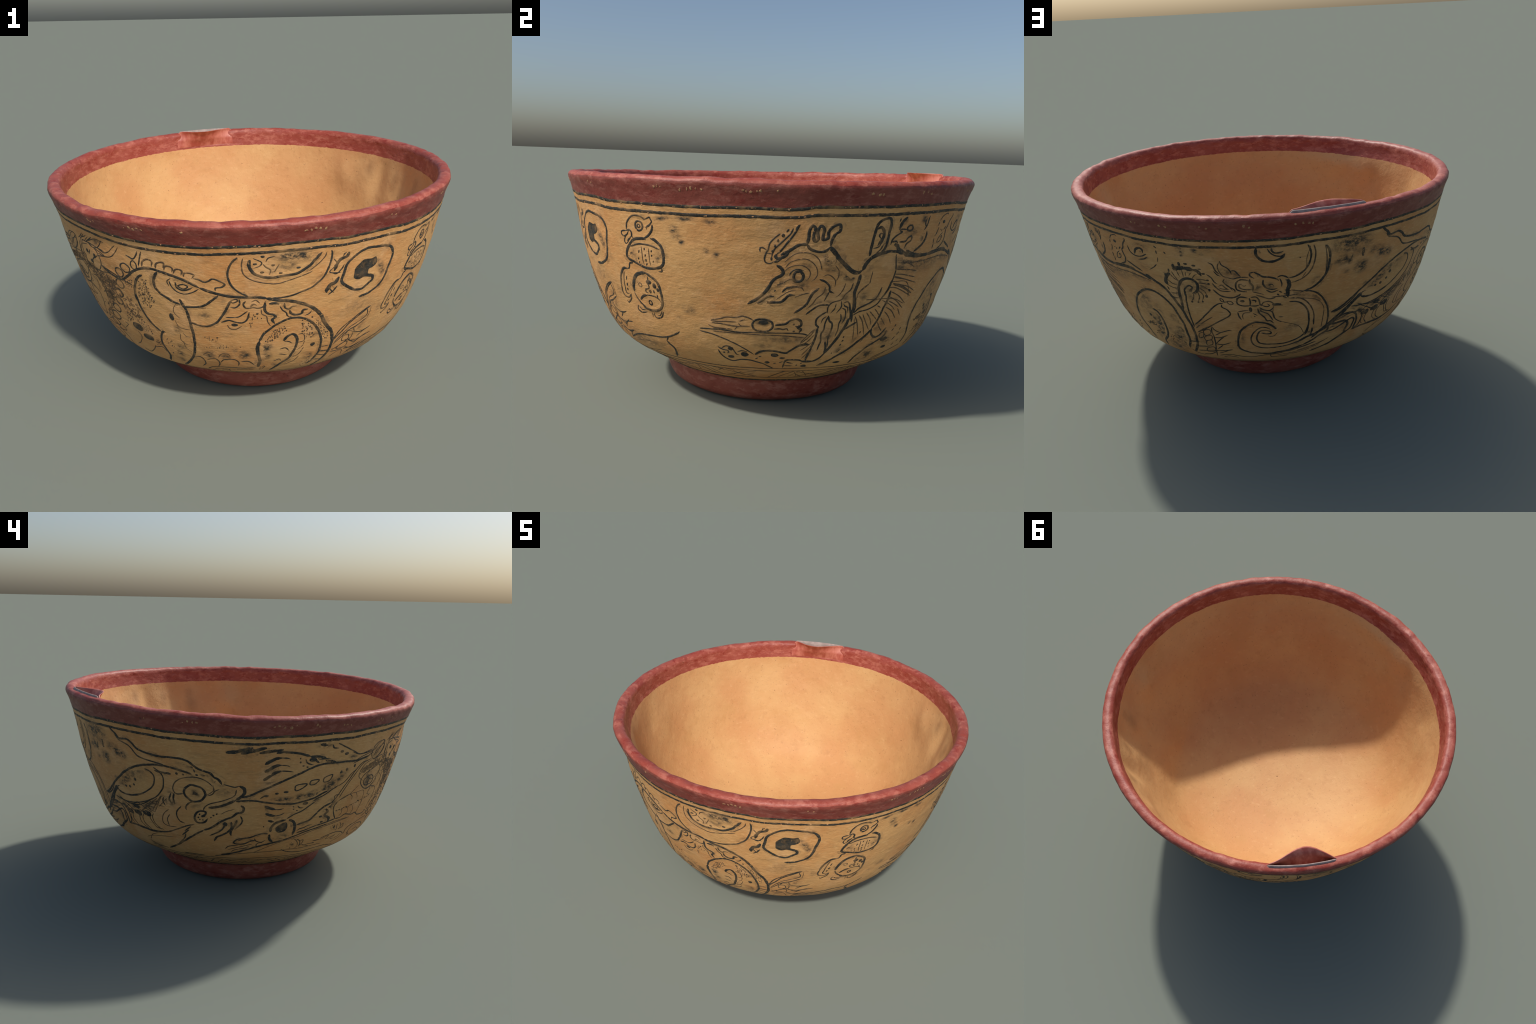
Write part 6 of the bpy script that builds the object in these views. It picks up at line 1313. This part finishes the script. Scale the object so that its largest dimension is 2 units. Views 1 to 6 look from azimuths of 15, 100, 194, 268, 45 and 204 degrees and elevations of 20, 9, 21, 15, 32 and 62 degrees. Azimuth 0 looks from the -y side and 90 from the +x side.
    ("line", 4.0, [(324.1, 0.886), (326.8, 0.904)]),
    ("line", 4.0, [(327.2, 0.881), (331.2, 0.904), (334.8, 0.901)]),
    ("line", 3.3, [(329.9, 0.856), (333.8, 0.835), (330.2, 0.825)]),
    ("thin", 3.0, [(322.2, 0.846), (323.2, 0.876), (325.0, 0.896)]),
    ("line", 3.3, [(324.8, 0.394), (330.0, 0.410), (327.7, 0.446)]),
]


# ------------------------------------------------------------------ materials
def srgb(r, g, b):
    return tuple(((c / 255 / 12.92) if c / 255 <= 0.04045 else ((c / 255 + 0.055) / 1.055) ** 2.4) for c in (r, g, b)) + (1.0,)


class Graph:
    """Small helper to write node trees as expressions."""

    def __init__(self, name):
        self.mat = bpy.data.materials.new(name)
        self.mat.use_nodes = True
        self.t = self.mat.node_tree
        self.bsdf = self.t.nodes["Principled BSDF"]
        self.pos = self.node("ShaderNodeNewGeometry").outputs["Position"]

    def node(self, kind, **kw):
        n = self.t.nodes.new(kind)
        for k, v in kw.items():
            setattr(n, k, v)
        return n

    def link(self, value, socket):
        if hasattr(value, "is_output"):
            self.t.links.new(value, socket)
        else:
            socket.default_value = value

    def math(self, op, a, b=0.0, clamp=False):
        n = self.node("ShaderNodeMath", operation=op, use_clamp=clamp)
        self.link(a, n.inputs[0])
        self.link(b, n.inputs[1])
        return n.outputs[0]

    def scaled(self, v, sx, sy, sz):
        n = self.node("ShaderNodeVectorMath", operation="MULTIPLY")
        self.link(v, n.inputs[0])
        n.inputs[1].default_value = (sx, sy, sz)
        return n.outputs[0]

    def noise(self, v, scale, detail=3.0, rough=0.55, distort=0.0):
        n = self.node("ShaderNodeTexNoise")
        self.link(v, n.inputs["Vector"])
        n.inputs["Scale"].default_value = scale
        n.inputs["Detail"].default_value = detail
        n.inputs["Roughness"].default_value = rough
        n.inputs["Distortion"].default_value = distort
        return n.outputs["Fac"]

    def ramp(self, x, lo, hi, a=0.0, b=1.0):
        n = self.node("ShaderNodeMapRange", interpolation_type="SMOOTHSTEP")
        self.link(x, n.inputs["Value"])
        for k, v in (("From Min", lo), ("From Max", hi), ("To Min", a), ("To Max", b)):
            n.inputs[k].default_value = v
        return n.outputs["Result"]

    def mix(self, fac, a, b, blend="MIX"):
        n = self.node("ShaderNodeMix", data_type="RGBA", blend_type=blend)
        self.link(fac, n.inputs[0])
        self.link(a, n.inputs[6])
        self.link(b, n.inputs[7])
        return n.outputs[2]

    def bump(self, height, strength, distance):
        n = self.node("ShaderNodeBump")
        n.inputs["Strength"].default_value = strength
        n.inputs["Distance"].default_value = distance
        self.link(height, n.inputs["Height"])
        return n.outputs["Normal"]

    def blob(self, center, axis_u, axis_v, normal, su, sv):
        """1 at a place on the wall, falling to 0 over an ellipse su by sv."""
        m = Matrix((axis_u, axis_v, normal)).transposed()
        n = self.node("ShaderNodeMapping", vector_type="TEXTURE")
        self.link(self.pos, n.inputs["Vector"])
        n.inputs["Location"].default_value = center
        n.inputs["Rotation"].default_value = m.to_euler()
        n.inputs["Scale"].default_value = (su, sv, 0.06)
        d = self.node("ShaderNodeVectorMath", operation="LENGTH")
        self.link(n.outputs[0], d.inputs[0])
        return self.ramp(d.outputs["Value"], 0.05, 1.0, 1.0, 0.0)

    def finish(self, colour, rough, normal=None, spec=0.35):
        self.link(colour, self.bsdf.inputs["Base Color"])
        self.link(rough, self.bsdf.inputs["Roughness"])
        self.bsdf.inputs["Specular IOR Level"].default_value = spec
        if normal is not None:
            self.link(normal, self.bsdf.inputs["Normal"])
        return self.mat


def clay_colour(g):
    """Buff slip outside: pinkish and ochre patches, horizontal wiping marks, brown stains."""
    p = g.pos
    streak = g.scaled(p, 1, 1, 5.0)
    c = g.mix(g.ramp(g.noise(p, 3.2, 3), 0.35, 0.68), srgb(197, 150, 95), srgb(190, 133, 78))
    c = g.mix(g.ramp(g.noise(p, 7.0, 4, 0.6), 0.50, 0.72, 0, 0.6), c, srgb(205, 160, 113))
    c = g.mix(g.ramp(g.noise(streak, 9.0, 5, 0.66), 0.50, 0.76, 0, 0.55), c, srgb(150, 111, 66))
    c = g.mix(g.ramp(g.noise(streak, 38.0, 3, 0.6), 0.50, 0.74, 0, 0.45), c, srgb(218, 178, 124))
    c = g.mix(g.ramp(g.noise(streak, 24.0, 4, 0.68), 0.56, 0.78, 0, 0.5), c, srgb(134, 99, 62))
    c = g.mix(g.ramp(g.noise(p, 95.0, 3, 0.65), 0.60, 0.78, 0, 0.4), c, srgb(112, 84, 54))
    return c


def clay_height(g):
    streak = g.scaled(g.pos, 1, 1, 3.0)
    return g.math("ADD", g.noise(streak, 42.0, 4, 0.62), g.math("MULTIPLY", g.noise(g.pos, 110.0, 3, 0.6), 0.5))


def red_colour(g, base, rubbed, pale, deep, speck):
    """Worn red slip: mottled red, chalky rubbing, deep red islands, a few dark specks."""
    p = g.pos
    streak = g.scaled(p, 1, 1, 2.4)
    c = g.mix(g.ramp(g.noise(p, 6.0, 3), 0.38, 0.62), base, rubbed)
    c = g.mix(g.ramp(g.noise(streak, 17.0, 5, 0.68), 0.47, 0.66, 0, 0.6), c, pale)
    c = g.mix(g.ramp(g.noise(streak, 21.0, 5, 0.7, 0.4), 0.53, 0.68, 0, 0.85), c, deep)
    c = g.mix(g.ramp(g.noise(streak, 60.0, 3, 0.6), 0.60, 0.74, 0, 0.45), c, pale)
    c = g.mix(g.ramp(g.noise(p, 34.0, 2, 0.5), 0.70, 0.78, 0, 0.6), c, speck)
    return c


SECTORS = 12


def clay_material(sector):
    g = Graph("buff_clay_slip")
    c = clay_colour(g)
    wash = None
    mid, half = (sector + 0.5) * 360 / SECTORS, 180 / SECTORS
    for az, h, su, sv, ang, s in WASHES:
        if abs((az - mid + 180) % 360 - 180) > half + math.degrees(max(su, sv) / 0.6) + 0.5:
            continue
        ctr = wall_point(np.array(az), np.array(h))
        n = Vector(wall_point(np.array(az), np.array(h), 0.01) - ctr).normalized()
        t = math.radians(az - 90.0)
        u = Vector((-math.sin(t), math.cos(t), 0.0))
        v = n.cross(u).normalized()
        a = math.radians(ang)
        uu, vv = u * math.cos(a) + v * math.sin(a), -u * math.sin(a) + v * math.cos(a)
        b = g.math("MULTIPLY", g.blob(Vector(ctr), uu, vv, uu.cross(vv), su * 1.35, sv * 1.4), s)
        wash = b if wash is None else g.math("MAXIMUM", wash, b)
    if wash is not None:
        tooth = g.ramp(g.noise(g.scaled(g.pos, 1, 1, 1.6), 34.0, 6, 0.75), 0.36, 0.64, 0.12, 1.4)
        c = g.mix(g.math("MULTIPLY", wash, tooth, True), c, srgb(54, 50, 43))
    return g.finish(c, 0.62, g.bump(clay_height(g), 0.5, 0.004), 0.35)


def make_materials():
    M = {}
    # ---- outer wall, with the thin grey ink washes that shade the drawing; one copy per sector, each with its own washes
    M["clay"] = [clay_material(k) for k in range(SECTORS)]

    # ---- inside of the bowl
    g = Graph("bare_inner_clay")
    p = g.pos
    c = g.mix(g.ramp(g.noise(p, 2.6, 3), 0.35, 0.68), srgb(207, 162, 108), srgb(200, 148, 97))
    c = g.mix(g.ramp(g.noise(p, 6.0, 4, 0.6), 0.52, 0.74, 0, 0.5), c, srgb(194, 147, 93))
    c = g.mix(g.ramp(g.noise(g.scaled(p, 1, 1, 2), 30.0, 4, 0.65), 0.55, 0.78, 0, 0.3), c, srgb(226, 186, 136))
    c = g.mix(g.ramp(g.noise(p, 85.0, 2, 0.6), 0.66, 0.76, 0, 0.65), c, srgb(128, 88, 54))
    c = g.mix(g.ramp(g.noise(p, 15.0, 5, 0.68), 0.54, 0.76, 0, 0.4), c, srgb(176, 128, 80))
    c = g.mix(g.ramp(g.noise(p, 55.0, 4, 0.7), 0.58, 0.74, 0, 0.35), c, srgb(158, 112, 70))
    stain_shade = None
    for az, h, su, sv, s in STAINS_AND_SHADE:
        t = math.radians(az - 90.0)
        r = float(np.interp(h, [q[1] for q in INNER_PROFILE][::-1], [q[0] for q in INNER_PROFILE][::-1]))
        u = Vector((-math.sin(t), math.cos(t), 0.0))
        b = g.math("MULTIPLY", g.blob(Vector((r * math.cos(t), r * math.sin(t), h)), u, Vector((0, 0, 1)), u.cross(Vector((0, 0, 1))), su, sv), s)
        stain_shade = b if stain_shade is None else g.math("MAXIMUM", stain_shade, b)
    mott = g.ramp(g.noise(p, 9.0, 4, 0.6), 0.3, 0.7, 0.45, 1.2)
    c = g.mix(g.math("MULTIPLY", stain_shade, mott, True), c, srgb(104, 66, 40))  # smudges plus soft shading among the dents, both put into the colour
    h = g.math("ADD", g.noise(p, 34.0, 4, 0.6), g.math("MULTIPLY", g.noise(p, 120.0, 3, 0.6), 0.4))
    M["inner"] = g.finish(c, 0.6, g.bump(h, 0.5, 0.004), 0.35)

    # ---- red slip: dark outside and on the foot, rubbed pink over the lip and inside it
    for key, name, cols in (("red", "dark_red_slip", (srgb(116, 49, 39), srgb(125, 61, 50), srgb(152, 94, 81), srgb(108, 32, 25), srgb(78, 37, 30))),
                            ("foot", "dusty_red_slip", (srgb(126, 57, 45), srgb(137, 70, 57), srgb(166, 108, 93), srgb(112, 38, 28), srgb(86, 40, 31))),
                            ("lip", "rubbed_red_slip", (srgb(146, 64, 50), srgb(156, 78, 63), srgb(190, 116, 97), srgb(134, 43, 31), srgb(96, 42, 32)))):
        g = Graph(name)
        h = g.math("ADD", g.noise(g.scaled(g.pos, 1, 1, 1.6), 36.0, 4, 0.65), g.math("MULTIPLY", g.noise(g.pos, 120.0, 2, 0.6), 0.4))
        M[key] = g.finish(red_colour(g, *cols), 0.5, g.bump(h, 0.45, 0.004), 0.4)

    # ---- brush ink, worn through to the clay in flecks
    g = Graph("black_brush_ink")
    p = g.pos
    ink = g.mix(g.ramp(g.noise(p, 30.0, 3), 0.3, 0.7), srgb(33, 33, 31), srgb(60, 56, 49))
    worn = g.ramp(g.noise(g.scaled(p, 1, 1, 1.3), 75.0, 4, 0.7), 0.56, 0.71, 0.0, 0.7)
    thin = g.ramp(g.noise(p, 14.0, 3, 0.6), 0.48, 0.74, 0.0, 0.45)
    c = g.mix(g.math("MAXIMUM", worn, thin), ink, srgb(176, 134, 84))
    M["ink"] = g.finish(c, 0.6, g.bump(clay_height(g), 0.5, 0.004), 0.3)

    g = Graph("brown_thin_ink")
    p = g.pos
    ink = g.mix(g.ramp(g.noise(p, 30.0, 3), 0.3, 0.7), srgb(70, 56, 43), srgb(98, 76, 54))
    worn = g.ramp(g.noise(p, 70.0, 4, 0.7), 0.52, 0.70, 0.0, 0.8)
    c = g.mix(worn, ink, srgb(184, 140, 88))
    M["thin"] = g.finish(c, 0.6, g.bump(clay_height(g), 0.5, 0.004), 0.3)

    # faint bleeding of the ink beside the broad lines
    g = Graph("ink_bleed")
    c = clay_colour(g)
    patch = g.ramp(g.noise(g.pos, 16.0, 4, 0.65), 0.46, 0.70, 0.0, 0.55)
    tooth = g.ramp(g.noise(g.scaled(g.pos, 1, 1, 1.6), 46.0, 5, 0.7), 0.33, 0.66, 0.3, 1.2)
    c = g.mix(g.math("MULTIPLY", patch, tooth, True), c, srgb(64, 57, 48))
    M["bleed"] = g.finish(c, 0.62, g.bump(clay_height(g), 0.5, 0.004), 0.35)

    g = Graph("bare_clay_chip")
    c = g.mix(g.ramp(g.noise(g.pos, 60.0, 3), 0.35, 0.65), srgb(178, 138, 98), srgb(150, 104, 76))
    M["chip"] = g.finish(c, 0.7, g.bump(g.noise(g.pos, 90.0, 3), 0.5, 0.003))

    # ---- the split flake of slip at the rim
    g = Graph("split_slip")
    p = g.pos
    c = g.mix(g.ramp(g.noise(g.scaled(p, 1, 1, 0.5), 22.0, 4, 0.6), 0.38, 0.66), srgb(164, 78, 63), srgb(194, 118, 99))
    M["flake"] = g.finish(c, 0.42, g.bump(g.noise(p, 40.0, 3), 0.2, 0.003), 0.5)
    g = Graph("grey_fracture")
    c = g.mix(g.ramp(g.noise(g.pos, 28.0, 3), 0.35, 0.65), srgb(146, 128, 120), srgb(170, 150, 141))
    M["fracture"] = g.finish(c, 0.6, None, 0.3)
    return M


# dark brown smears and baked-in shading, painted together on the inside: azimuth, height, half width, half height, strength
STAINS_AND_SHADE = [(141, 0.87, 0.06, 0.10, 0.55), (126, 0.83, 0.06, 0.15, 0.35), (113, 0.80, 0.07, 0.18, 0.3), (152, 0.74, 0.13, 0.26, 0.22),
          (128, 0.60, 0.20, 0.22, 0.25), (322, 0.84, 0.06, 0.12, 0.2)]


# ------------------------------------------------------------------ brush drawing
class Brush:
    """Collects strokes of ink as thin relief that hugs the outer wall."""

    def __init__(self, seed):
        self.V, self.F, self.S = [], [], []
        self.n = 0
        self.rng = np.random.default_rng(seed)

    def put(self, verts, quads, slot):
        self.V.append(verts)
        self.F.append(np.asarray(quads) + self.n)
        self.S.append(np.full(len(quads), slot))
        self.n += len(verts)

    def stroke(self, mm, pts, slot=0, closed=False, taper=True, wobble=0.2, sink=1.0):
        p = np.array(pts, float)
        if closed:
            p = np.vstack([p[-1:], p, p[:2]])
        kx = math.pi / 180 * 0.88
        q = p * (kx, 1.12)
        length = float(np.hypot(*np.diff(q, axis=0).T).sum())
        n = int(np.clip(length / 0.0032, 6, 4000))
        c = spline(q, n)
        if closed:
            a = int(np.argmin(np.hypot(*(c[: n // 2] - q[1]).T)))
            b = n // 2 + int(np.argmin(np.hypot(*(c[n // 2:] - q[-2]).T)))
            c = c[a:b + 1]
            n = len(c)
        t = np.gradient(c, axis=0)
        t /= np.maximum(np.linalg.norm(t, axis=1, keepdims=True), 1e-9)
        side = np.stack([-t[:, 1], t[:, 0]], 1)
        s = np.arange(n) * length / n
        ph = self.rng.uniform(0, 500)
        w = mm * 0.0005 * (1 + wobble * noise3(s / 0.014 + ph, 0.5, 0.5, 21) + 0.6 * wobble * noise3(s / 0.005 + ph, 1.5, 0.5, 22))
        if taper and not closed:
            e = np.minimum(0.32, 0.012 / max(length, 1e-6))
            u = np.linspace(0, 1, n)
            w = w * (0.5 + 0.5 * smooth(0, e, u)) * (0.35 + 0.65 * smooth(0, e * 1.4, 1 - u))
        c = c + side * (0.10 * mm * 0.001 * noise3(s / 0.02 + ph, 2.5, 0.5, 23))[:, None]
        rows = []
        for k, lift in ((-1, -0.0003), (-0.84, 0.0006), (0, 0.0008), (0.84, 0.0006), (1, -0.0003)):
            g = c + side * (k * w)[:, None]
            az, h = g[:, 0] / kx, g[:, 1] / 1.12
            rows.append(np.stack([az, np.clip(h, 0.115, 1.03), np.full(n, lift * sink)], -1))
        V = np.stack(rows, 1).reshape(-1, 3)
        i = (np.arange(n - 1) * 5)[:, None] + np.arange(4)[None]
        Q = np.stack([i, i + 1, i + 6, i + 5], -1).reshape(-1, 4)
        self.put(V, Q, slot)

    def disc(self, az, h, da, dh, slot=0, rough=0.12, lift=0.0010):
        m, rings = 20, 3
        t = np.arange(m) * 2 * math.pi / m
        ph = self.rng.uniform(0, 500)
        edge = 1 + rough * noise3(np.cos(t) * 1.6 + ph, np.sin(t) * 1.6, 0.5, 31)
        V = [np.array([[az, h, lift]])]
        for r in (0.45, 0.85, 1.0):
            V.append(np.stack([az + da * r * edge * np.cos(t), np.clip(h + dh * r * edge * np.sin(t), 0.115, 1.032), np.full(m, lift if r < 1 else -0.0006)], -1))
        V = np.vstack(V)
        Q = [[0, 1 + i, 1 + (i + 1) % m, 1 + (i + 1) % m] for i in range(m)]
        for r in range(rings - 1):
            o = 1 + r * m
            Q += [[o + i, o + m + i, o + m + (i + 1) % m, o + (i + 1) % m] for i in range(m)]
        self.put(V, Q, slot)

    def fill(self, pts, slot=0):
        import bmesh
        bm = bmesh.new()
        c = spline(list(pts) + [pts[0]], len(pts) * 4)[:-1]
        bm.faces.new([bm.verts.new((a, b * 60, 0)) for a, b in c])
        bmesh.ops.triangulate(bm, faces=bm.faces[:])
        bmesh.ops.subdivide_edges(bm, edges=bm.edges[:], cuts=3, use_grid_fill=True)
        bmesh.ops.triangulate(bm, faces=bm.faces[:])
        bm.verts.index_update()
        co = np.array([v.co[:] for v in bm.verts])
        V = np.stack([co[:, 0], co[:, 1] / 60, np.full(len(co), 0.0009)], -1)
        Q = [[v.index for v in f.verts] + [f.verts[-1].index] for f in bm.faces]
        bm.free()
        self.put(V, Q, slot)

    def scatter(self, n, poly):
        """n points spread inside a polygon of (azimuth, height)."""
        P = np.array(poly, float)
        lo, hi = P.min(0), P.max(0)
        got = []
        best = 0
        for _ in range(n * 60):
            x = self.rng.uniform(lo, hi)
            a, b = P, np.roll(P, -1, 0)
            cross = ((a[:, 1] > x[1]) != (b[:, 1] > x[1])) & (x[0] < (b[:, 0] - a[:, 0]) * (x[1] - a[:, 1]) / (b[:, 1] - a[:, 1] + 1e-12) + a[:, 0])
            if cross.sum() % 2 == 0:
                continue
            d = min([math.hypot((x[0] - g[0]) * 0.0154, x[1] - g[1]) for g in got] or [1])
            if d < 0.0075:
                continue
            got.append(x)
            if len(got) >= n:
                break
        return got

    def mesh(self, name, mats, parent):
        V, S = np.vstack(self.V), np.concatenate(self.S)
        V = wall_point(V[:, 0], V[:, 1], V[:, 2])  # (azimuth, height, lift) onto the wall
        Q = np.vstack(self.F)
        me = bpy.data.meshes.new(name)
        me.from_pydata(V.tolist(), [], [list(dict.fromkeys(q)) for q in Q.tolist()])
        for m in mats:
            me.materials.append(m)
        me.polygons.foreach_set("material_index", S.astype(np.int32))
        me.polygons.foreach_set("use_smooth", np.ones(len(me.polygons), bool))
        me.update()
        ob = bpy.data.objects.new(name, me)
        bpy.context.scene.collection.objects.link(ob)
        ob.parent = parent
        return ob


def draw_motif(name, strokes, seed, M, parent):
    b = Brush(seed)
    for kind, mm, pts in strokes:
        if kind in ("line", "loop", "ring"):
            mm = mm * (1.3 if mm >= 9 else 1.14) + 0.6
        if kind == "line":
            b.stroke(mm, pts)
            if mm > 9:
                b.stroke(mm * 2.6, pts, 2, False, True, 0.5, 0.55)
        elif kind == "thin":
            b.stroke(mm * 1.1, pts, 1)
        elif kind == "loop":
            b.stroke(mm, pts, 0, True)
        elif kind == "fill":
            b.fill(pts)
        elif kind == "blot":
            b.disc(pts[0][0], pts[0][1], pts[1][0], pts[1][1])
        elif kind == "ring":
            t = np.arange(14) * 2 * math.pi / 14 + b.rng.uniform(0, 6)
            k = 1 + 0.03 * b.rng.standard_normal(14)
            b.stroke(mm, [(pts[0][0] + pts[1][0] * u * math.cos(x), pts[0][1] + pts[1][1] * u * math.sin(x)) for x, u in zip(t, k)], 0, True)
        elif kind.startswith("dots"):
            for a, h in b.scatter(int(kind[4:]), pts):
                g, l = b.rng.uniform(0.9, 2.2), mm * 0.00042 * b.rng.uniform(0.7, 1.5)
                b.disc(a, h, math.degrees(l / g * 1.2 / 0.85), l * 1.1, 0 if b.rng.random() < 0.55 else 1, 0.3)
        elif kind.startswith("cells"):
            for a, h in b.scatter(int(kind[5:]), pts):
                r = mm * 0.00027 * b.rng.uniform(0.8, 1.25)
                t = np.arange(9) * 2 * math.pi / 9
                b.stroke(3.2, [(a + math.degrees(r / 0.88) * math.cos(x), h + r * math.sin(x)) for x in t], 1, True)
    return b.mesh(name, [M["ink"], M["thin"], M["bleed"]], parent)


def draw_borders(M, parent):
    """Encircling lines under the rim and above the foot, with the plaited band between them."""
    b = Brush(77)
    az = np.arange(0, 360.01, 1.5)

    def ring(mm, h, wob, amp):
        hh = h(az) + amp * noise3(az / 18.0, wob, 0.5, 41) + 0.4 * amp * noise3(az / 5.0, wob, 0.5, 42)
        hh[-1] = hh[0]
        for i in range(8):
            s = slice(i * 30, i * 30 + 31)
            b.stroke(mm, list(zip(az[s], hh[s])), 0, False, False, 0.28)

    ring(14.0, lambda a: band_edge(a) + 0.001, 1.5, 0.0008)
    ring(14.5, lambda a: band_edge(a) - 0.0300, 2.5, 0.0016)
    ring(5.2, lambda a: 0.2545 + 0 * a, 3.5, 0.0030)
    ring(4.6, lambda a: 0.2340 + 0 * a, 4.5, 0.0026)
    ring(4.6, lambda a: 0.1640 + 0 * a, 5.5, 0.0016)
    ring(9.0, lambda a: 0.1345 + 0 * a, 6.5, 0.0012)
    # plaited panels between the two lower lines, set off by pairs of bars
    for k in range(14):
        a0 = k * 360 / 14 + b.rng.uniform(-3, 3)
        lean = b.rng.choice((-1, 1)) * b.rng.uniform(1.5, 4)
        b.stroke(9, [(a0 - lean, 0.232), (a0 + lean, 0.166)], 1, False, False)
        b.stroke(5, [(a0 + 3.6 - lean, 0.232), (a0 + 3.6 + lean, 0.166)])
        for j in range(7):
            x = a0 + 6 + j * 2.4 + b.rng.uniform(-0.7, 0.7)
            h0, h1 = sorted(b.rng.uniform(0.170, 0.230, 2))
            d = b.rng.choice((-1, 1)) * b.rng.uniform(2.5, 5.5)
            b.stroke(3.0, [(x, h0), (x + d * 0.5, (h0 + h1) / 2 + 0.004), (x + d, h1 + 0.008)], int(b.rng.random() < 0.4))
        b.stroke(3.2, [(a0 + 7, 0.228), (a0 + 13, 0.200), (a0 + 20, 0.172)])
        b.stroke(3.2, [(a0 + 8, 0.172), (a0 + 14, 0.196), (a0 + 21, 0.229)], 1)
    return b.mesh("painted_border", [M["ink"], M["thin"]], parent)


def chip_slip(M, parent):
    """Small places where slip and ink have flaked off to the clay: a row under the lip, some along the lines."""
    b = Brush(78)
    r = b.rng
    a = 0.0
    while a < 360:
        if r.random() < 0.55:
            for _ in range(int(r.integers(1, 6))):
                w = r.uniform(0.16, 0.42)
                b.disc(a, 1.007 + r.uniform(-0.006, 0.006) - 0.001, w, r.uniform(0.003, 0.0075), 0, 0.6, 0.0009)
                a += r.uniform(0.6, 1.9)
        a += r.uniform(1.5, 9)
    for base, top in ((0.0, 0.004), (-0.030, 0.006)):
        a = 0.0
        while a < 360:
            b.disc(a, float(band_edge(np.array(a))) + base + r.uniform(-top, top), r.uniform(0.10, 0.36), r.uniform(0.0014, 0.0036), 0, 0.6, 0.0014)
            a += r.uniform(0.5, 7) if r.random() < 0.7 else r.uniform(4, 16)
    ob = b.mesh("slip_chip", [M["chip"]], parent)
    ob["kind"] = "stuff"
    return ob


def build_drawing(M, parent):
    for i, (name, strokes) in enumerate(MOTIFS.items()):
        draw_motif("painted_" + name, strokes, 100 + i, M, parent)
    draw_borders(M, parent)
    chip_slip(M, parent)


# ------------------------------------------------------------------ rim flake
def build_flake(M, parent):
    """Skin of slip that has bowed off the inside of the lip, and the pale fracture on the lip behind it."""
    n, k = 90, 26
    az = np.linspace(FLAKE_FROM - 1.2, FLAKE_TO + 1.2, n)
    u = np.clip((az - FLAKE_FROM) / (FLAKE_TO - FLAKE_FROM), 0, 1)
    bow = flake_bow(az)
    rise = smooth(-0.06, 0.04, (az - FLAKE_FROM) / 20.5) * smooth(-0.06, 0.04, (FLAKE_TO - az) / 20.5)
    V = []
    for side in (0, 1):
        for j in range(k):
            s = j / (k - 1)
            top = 1.036 + 0.024 * rise
            h = 0.957 + (top - 0.957) * s
            base = np.interp(np.minimum(h, 1.022), [0.95, 0.972, 1.005, 1.022], [0.932, 0.935, 0.938, 0.9395]) + 0.016 * smooth(1.0, 1.05, h)
            edge = smooth(0.0, 0.16, s) * smooth(-0.055, 0.0, (az - FLAKE_FROM) / 20.5) * smooth(-0.055, 0.0, (FLAKE_TO - az) / 20.5)
            r = base - 0.086 * bow * s**1.5 + (0.0012 - 0.0024 * edge if side == 0 else 0.0045)
            V.append(deform(az, r, h, 0.25))
    V = np.concatenate(V)
    F = []
    for side in (0, 1):
        o = side * n * k
        for j in range(k - 1):
            for i in range(n - 1):
                q = [o + j * n + i, o + j * n + i + 1, o + (j + 1) * n + i + 1, o + (j + 1) * n + i]
                F.append(q if side == 0 else q[::-1])
    o = n * k
    for i in range(n - 1):
        F.append([(k - 1) * n + i, (k - 1) * n + i + 1, o + (k - 1) * n + i + 1, o + (k - 1) * n + i])
        F.append([i + 1, i, o + i, o + i + 1])
    for j in range(k - 1):
        F.append([j * n, (j + 1) * n, o + (j + 1) * n, o + j * n])
        F.append([(j + 1) * n + n - 1, j * n + n - 1, o + j * n + n - 1, o + (j + 1) * n + n - 1])
    new_mesh("slip_flake", V, F, M["flake"], parent)
    # pale fracture: a raised edge along the outer half of the lip
    sec = [(0.958, 0.985), (0.959, 1.03), (0.9605, 1.057), (0.9640, 1.0595), (0.9675, 1.056), (0.9760, 1.040), (0.9765, 1.02)]
    V = []
    for r, h in sec:
        hh = np.where(h > 1.03, 1.03 + (h - 1.03) * (0.15 + 0.85 * rise), h)
        V.append(deform(az, r, hh, 0.3))
    m = len(sec)
    V = np.concatenate(V)
    F = [[j * n + i, j * n + i + 1, (j + 1) * n + i + 1, (j + 1) * n + i] for j in range(m - 1) for i in range(n - 1)]
    new_mesh("lip_fracture", V, F, M["fracture"], parent)


# ------------------------------------------------------------------ assemble
def main():
    bowl = bpy.data.objects.new("painted_bowl", None)
    bpy.context.scene.collection.objects.link(bowl)
    bowl["label"] = "buff clay bowl with red rim and black brush-drawn creatures"
    bowl["category"] = "bowl"
    M = make_materials()
    P, region = build_grid()
    N = grid_normals(P)
    last = {name: max(i for i, q in enumerate(region) if q == name) for name in ("foot", "wall", "rim", "inner")}
    cut_region(P, N, 0, last["foot"], "foot_ring", M["foot"], bowl)
    wall = cut_region(P, N, last["foot"], last["wall"], "outer_wall", M["clay"][0], bowl)
    for m in M["clay"][1:]:
        wall.data.materials.append(m)
    n = len(wall.data.polygons)
    wall.data.polygons.foreach_set("material_index", (np.arange(n) % COLS * SECTORS // COLS).astype(np.int32))
    lip = last["wall"] + LIP_ROW
    cut_region(P, N, last["wall"], lip, "rim_band", M["red"], bowl)
    cut_region(P, N, lip, last["rim"], "lip", M["lip"], bowl)
    cut_region(P, N, last["rim"], last["inner"], "inner_wall", M["inner"], bowl)
    build_flake(M, bowl)
    build_drawing(M, bowl)
    lo = min((ob.matrix_world @ v.co).z for ob in bpy.data.objects if ob.type == "MESH" and ob.name == "foot_ring" for v in ob.data.vertices)
    print("lowest", lo)


main()
